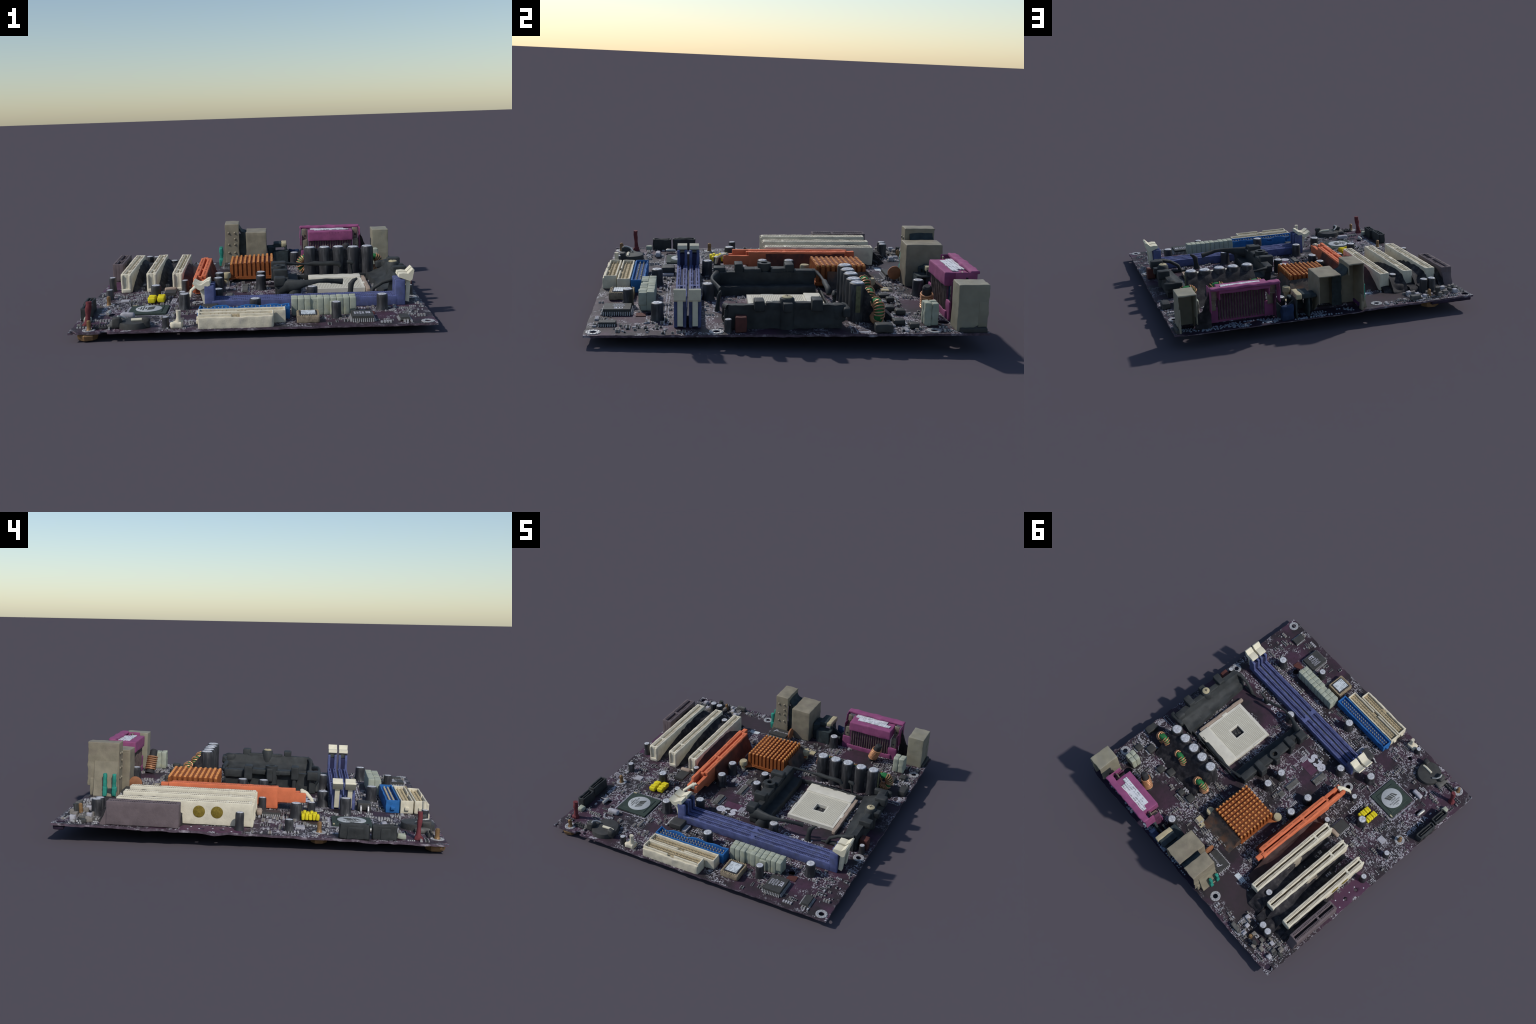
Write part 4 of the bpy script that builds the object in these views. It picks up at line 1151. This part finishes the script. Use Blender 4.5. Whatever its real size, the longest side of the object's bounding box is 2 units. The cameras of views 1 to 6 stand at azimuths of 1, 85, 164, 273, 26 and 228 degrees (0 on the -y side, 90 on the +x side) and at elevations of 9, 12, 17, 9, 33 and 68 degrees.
# crystals
k = Kit(); k.rbox(-0.757, -0.674, -0.712, -0.680, 0.0, 0.034, 'smdgrey', .012, .014, .003, 40); k.done("crystal", ROOT)
k = Kit(); k.tube([(-0.836, -0.648, .016), (-0.836, -0.640, .016), (-0.834, -0.590, .015), (-0.834, -0.583, .015)], [.008, .0115, .0115, .008], 'silver', 12); k.done("crystal", ROOT)
k = Kit(); k.rbox(-0.578, -0.500, -0.050, -0.020, 0.0, 0.034, 'tan', .012, .014, .003, 40); k.done("crystal", ROOT)

# battery holder
k = Kit()
k.lathe(-0.652, -0.878, [(0.090, 0.0), (0.089, 0.020), (0.086, 0.031), (0.080, 0.033), (0.04, 0.032)], 36, 'chip', wob=.04)
k.rbox(-0.765, -0.715, -0.935, -0.880, 0, 0.062, 'chip', .012, .014, .007, 36)
k.rbox(-0.600, -0.560, -0.935, -0.895, 0, 0.058, 'chip', .012, .014, .008, 36)
k.rbox(-0.79, -0.735, -0.93, -0.85, 0, 0.026, 'dustgrey', .010, .014, .006, 36)
bat = k.done("battery_holder", ROOT, smooth=50)
k = Kit(); k.tube([(-0.583, -0.884, .032), (-0.61, -0.885, .038), (-0.665, -0.885, .036)], [.008, .009, .009], 'clip', 8); k.done("battery_contact", bat)
k = Kit(); k.tube([(-0.70, -0.86, .040), (-0.725, -0.875, .055), (-0.735, -0.90, .062), (-0.728, -0.92, .064)], .006, 'silver', 7); k.done("battery_clip", bat)
for i in range(16):
    pass
k = Kit()
for i in range(5):
    for j in range(2):
        x, y = -0.80 - i * .016, -0.925 + j * .017
        k.tube([(x, y, 0), (x, y, .02 + R.uniform(0, .012))], .0035, 'dustgrey', 6)
k.rbox(-0.875, -0.79, -0.935, -0.90, 0, .012, 'smdblack', .004, .02, .004, 40)
k.done("pin_header", ROOT, stuff=True)

# serial drive sockets
for x0, x1, y0, y1, h in ((-0.974, -0.924, -0.738, -0.616, 0.072), (-0.986, -0.938, -0.603, -0.452, 0.074)):
    k = Kit(); w = .010
    lump = dict(r=.004, step=.014, amp=.004, freq=36)
    k.rbox(x0, x0 + w + .003, y0, y1, 0, h, 'black', **lump); k.rbox(x1 - w, x1, y0, y1, 0, h, 'black', **lump)
    k.rbox(x0, x1, y0, y0 + w, 0, h, 'black', **lump); k.rbox(x0, x1, y1 - w, y1, 0, h, 'black', **lump)
    k.box(x0 + .006, x1 - .006, y0 + .006, y1 - .006, 0, h * .7, 'chip')
    k.rbox((x0 + x1) / 2 - .004, (x0 + x1) / 2 + .003, y0 + .02, y1 - .02, 0, h * .96, 'chip', .003, .02, .002)
    k.rbox(x0 - .004, x0 + .008, y0 + .03, y1 - .04, 0, h * .8, 'black', **lump)
    k.done("serial_drive_socket", ROOT, smooth=50)
k = Kit(); k.rbox(-0.95, -0.91, -0.785, -0.742, 0, 0.028, 'pale', .008, .014, .005, 40); k.done("small_header", ROOT)
k = Kit(); k.tube([(-0.915, -0.848, 0), (-0.913, -0.848, .025), (-0.908, -0.850, .06), (-0.905, -0.852, .09), (-0.900, -0.853, .115), (-0.899, -0.853, .137)], [.026, .017, .0135, .018, .016, .017], 'red', 9, 0.8); k.warp(.003, 50)
k.tube([(-0.915, -0.848, 0.004), (-0.935, -0.862, .004)], [.024, .014], 'red', 8); k.done("red_switch_header", ROOT, smooth=60)

# yellow headers
k = Kit()
for x0 in (-0.590, -0.645):
    for i in range(5):
        y = -0.252 - i * .0195 - (.012 if x0 < -.6 else 0)
        k.rbox(x0, x0 + .043, y - .0175, y, 0.006, 0.036 + (.006 if i % 2 else 0), 'yellow', .005, .012, .002, 50)
k.done("yellow_header", ROOT)
k = Kit(); k.rbox(-0.445, -0.380, -0.965, -0.915, 0, .034, 'white', .008, .014, .006, 36)
k.tube([(-0.402, -0.940, .02), (-0.400, -0.941, .06), (-0.399, -0.940, .096)], [.020, .011, .014], 'white', 8); k.warp(.003, 40); k.done("fan_header", ROOT, smooth=60)

# paper sticker with a digit
k = Kit(); k.box(-0.392, -0.314, 0.674, 0.711, 0.0, 0.0025, 'label2'); k.done("paper_sticker", BOARD)

# ------------------------------------------------------------------ printed words and outlines
text("DDR 400", .048, 0.505, -0.352, .001, 'silk', BOARD, 0, shear=.2, xs=1.1)
text("HT1600", .042, 0.045, 0.203, .001, 'silk', BOARD, 0, xs=1.05)
text("USB2.0", .046, -0.495, -0.282, .001, 'silk', BOARD, H, shear=.15)
text("Serial ATA", .05, -0.882, -0.520, .001, 'silk', BOARD, H)
text("CE", .05, -0.403, 0.489, .001, 'silk', BOARD, H)
# rounded three-letter maker's logo built from arcs
k = Kit()
def arc(cx, cy, r, a0, a1, rad=.0115):
    n = 12
    pts = [(cx + r * math.cos(math.radians(a0 + (a1 - a0) * i / n)), cy + r * 1.15 * math.sin(math.radians(a0 + (a1 - a0) * i / n)), 0.0015) for i in range(n + 1)]
    k.tube(pts, rad, 'silk', 6)
for cx, kind in ((-0.100, 'e'), (-0.052, 'c'), (-0.006, 's')):
    cy = -0.305
    if kind == 'e':
        arc(cx, cy, .019, 30, 330); k.tube([(cx - .018, cy, .0015), (cx + .018, cy, .0015)], .007, 'silk', 6)
    elif kind == 'c':
        arc(cx, cy - .003, .020, 50, 310)
    else:
        arc(cx + .002, cy + .012, .013, 20, 270); arc(cx + .002, cy - .014, .013, 90, -160)
for v in k.bm.verts: v.co.z = 0.0 if v.co.z < 0.0015 else 0.002
k.done("maker_logo", BOARD)
k = Kit(); k.box(-0.10, 0.02, -0.268, -0.205, 0.0, 0.0006, 'lacquer'); k.done("bare_lacquer_patch", BOARD)
k = Kit()
for i in range(5): k.box(0.018 + i * .008, 0.022 + i * .008, -0.285, -0.225, 0, .0011, 'silk')
def frame(x0, x1, y0, y1, w=.0022, z=.0011):
    k.box(x0, x1, y0, y0 + w, 0, z, 'silk'); k.box(x0, x1, y1 - w, y1, 0, z, 'silk')
    k.box(x0, x0 + w, y0 + w, y1 - w, 0, z, 'silk'); k.box(x1 - w, x1, y0 + w, y1 - w, 0, z, 'silk')
frame(-0.738, -0.494, -0.651, -0.416); frame(0.036, 0.118, -0.315, -0.205)
frame(0.87, 0.978, 0.305, 0.33)
k.ring(0.943, 0.365, .030, .0325, 0, .0011, 'silk', 30); k.ring(0.243, 0.462, .030, .0325, 0, .0011, 'silk', 30)
for i in range(11): k.box(0.948 - abs(i - 5) * .0015, 0.970 - abs(i - 5) * .003, 0.340 + i * .005, 0.3425 + i * .005, 0, .0011, 'silk')
for i in range(60):       # long dotted rows beside the memory sockets
    x = -0.15 + i * .0163
    for yy in (-0.597, -0.612): 
        if R.random() < .8: k.box(x, x + R.uniform(.006, .012), yy - .004, yy + .003, 0, .0012, 'silk')
    if not 0.2 < x < 0.42:
        for yy in (-0.405, -0.388):
            if R.random() < .6: k.box(x, x + R.uniform(.004, .010), yy - .003, yy + .003, 0, .0012, 'silk')
for i in range(34):       # pads around the bridge chip
    k.box(-0.745 + .0001, -0.740, -0.645 + i * .0066, -0.642 + i * .0066, 0, .0012, 'silk')
    if i % 3: k.box(-0.73 + i * .0068, -0.727 + i * .0068, -0.412, -0.405, 0, .0012, 'silk')
for x, y in ((-.925, .125), (-.93, .178), (-.945, .245), (-.965, .30), (-.91, .29), (-.972, .08)): k.lathe(x, y, [(.005, -.001), (.0045, .0015)], 8, 'silk')
k.done("board_print", BOARD, stuff=True)

# ------------------------------------------------------------------ small parts scattered over the board
KEEP = [(-0.54, -0.455, -0.03, 0.70), (-0.71, -0.62, -0.03, 0.70), (-0.875, -0.78, -0.03, 0.70), (-0.98, -0.89, 0.33, 0.76), (-0.39, -0.295, -0.29, 0.54),
        (-0.35, 0.93, -0.58, -0.412), (-0.31, 0.21, -0.98, -0.73), (0.2, 0.59, -0.765, -0.66), (0.33, 0.73, -0.22, 0.25), (0.76, 0.98, -0.32, 0.30),
        (0.10, 0.30, -0.36, 0.30), (-0.22, 0.17, 0.19, 0.57), (-0.29, 0.33, 0.77, 0.98), (0.31, 0.98, 0.82, 0.98), (-0.75, -0.49, -0.66, -0.41),
        (0.53, 0.67, -0.94, -0.77), (0.23, 0.38, -0.93, -0.78), (0.79, 0.86, -0.94, -0.84), (-0.77, -0.55, -0.96, -0.79), (-0.985, -0.91, -0.75, -0.44),
        (-0.66, -0.54, -0.37, -0.24), (-0.59, -0.48, -0.16, -0.04), (-0.25, -0.08, 0.68, 0.80), (-0.40, -0.31, 0.67, 0.72), (-0.96, -0.87, 0.06, 0.33),
        (0.40, 0.61, -0.39, -0.325), (-0.11, 0.03, -0.34, -0.2), (-0.91, -0.86, -0.64, -0.40), (-0.52, -0.47, -0.36, -0.2), (0.77, 0.88, 0.67, 0.77), (0.90, 0.98, 0.32, 0.52), (-0.31, -0.17, -0.67, -0.57)]
KEEP += list(BARE)
for x, y, r in HOLES: KEEP.append((x - .045, x + .045, y - .045, y + .045))
for x, y in BIG: KEEP.append((x - .05, x + .05, y - .05, y + .05))
for c in MID: KEEP.append((c[0] - .038, c[0] + .038, c[1] - .038, c[1] + .038))
for x, y in ((0.8, .45), (.6, .45), (.347, .474)): KEEP.append((x - .07, x + .07, y - .03, y + .03))
def free(x, y):
    return abs(x) < 0.972 and abs(y) < 0.968 and not any(a < x < b and c < y < d for a, b, c, d in KEEP)
k = Kit()
count = 0
for tries in range(9000):
    x, y = R.uniform(-.97, .97), R.uniform(-.97, .965)
    dens = noise.noise(Vector((x * 5.5, y * 5.5, 4.2))) * .6 + 0.34
    if x < -0.55 and y > 0.78: dens += .45
    if x > 0.2 and -0.1 < y - 0.65 < 0.2: dens += .22
    if R.random() > dens * 0.75 or not free(x, y): continue
    along = noise.noise(Vector((x * 3, y * 3, 9))) > 0
    kind = R.random()
    L, W, h = R.choice(((.016, .008, .006), (.013, .007, .006), (.020, .011, .008), (.010, .006, .004)))
    col = 'smdtan' if kind < .35 else 'smdblack' if kind < .7 else 'smdgrey'
    if col == 'smdtan': h *= 1.6
    m = .3 * L
    def bx(a0, a1, b0, b1, z1, mm):
        if along: k.box(x + a0, x + a1, y + b0, y + b1, -.001, z1, mm, .0006)
        else: k.box(x + b0, x + b1, y + a0, y + a1, -.001, z1, mm, .0006)
    rep = R.choice((1, 1, 2, 3, 4))
    x_, y_ = x, y
    for q in range(rep):
        if along: y = y_ + q * W * 1.45
        else: x = x_ + q * W * 1.45
        if not free(x, y): break
        bx(-L / 2, -m, -W / 2, W / 2, h, 'solder'); bx(m, L / 2, -W / 2, W / 2, h, 'solder')
        bx(-m, m, -W / 2, W / 2, h + .0004, col)
        count += 1
k.done("surface_component", BOARD, stuff=True)
# a few taller lumps in the crowded rear left corner
k = Kit()
for i in range(26):
    x, y = R.uniform(-.95, -.60), R.uniform(.79, .95)
    if not free(x, y): continue
    a, b = R.uniform(.008, .018), R.uniform(.008, .018)
    k.rbox(x - a, x + a, y - b, y + b, 0, R.uniform(.012, .03), R.choice(('dustgrey', 'smdgrey', 'chip', 'smdtan')), .004, .012, .003, 50)
k.done("corner_component", BOARD, stuff=True)
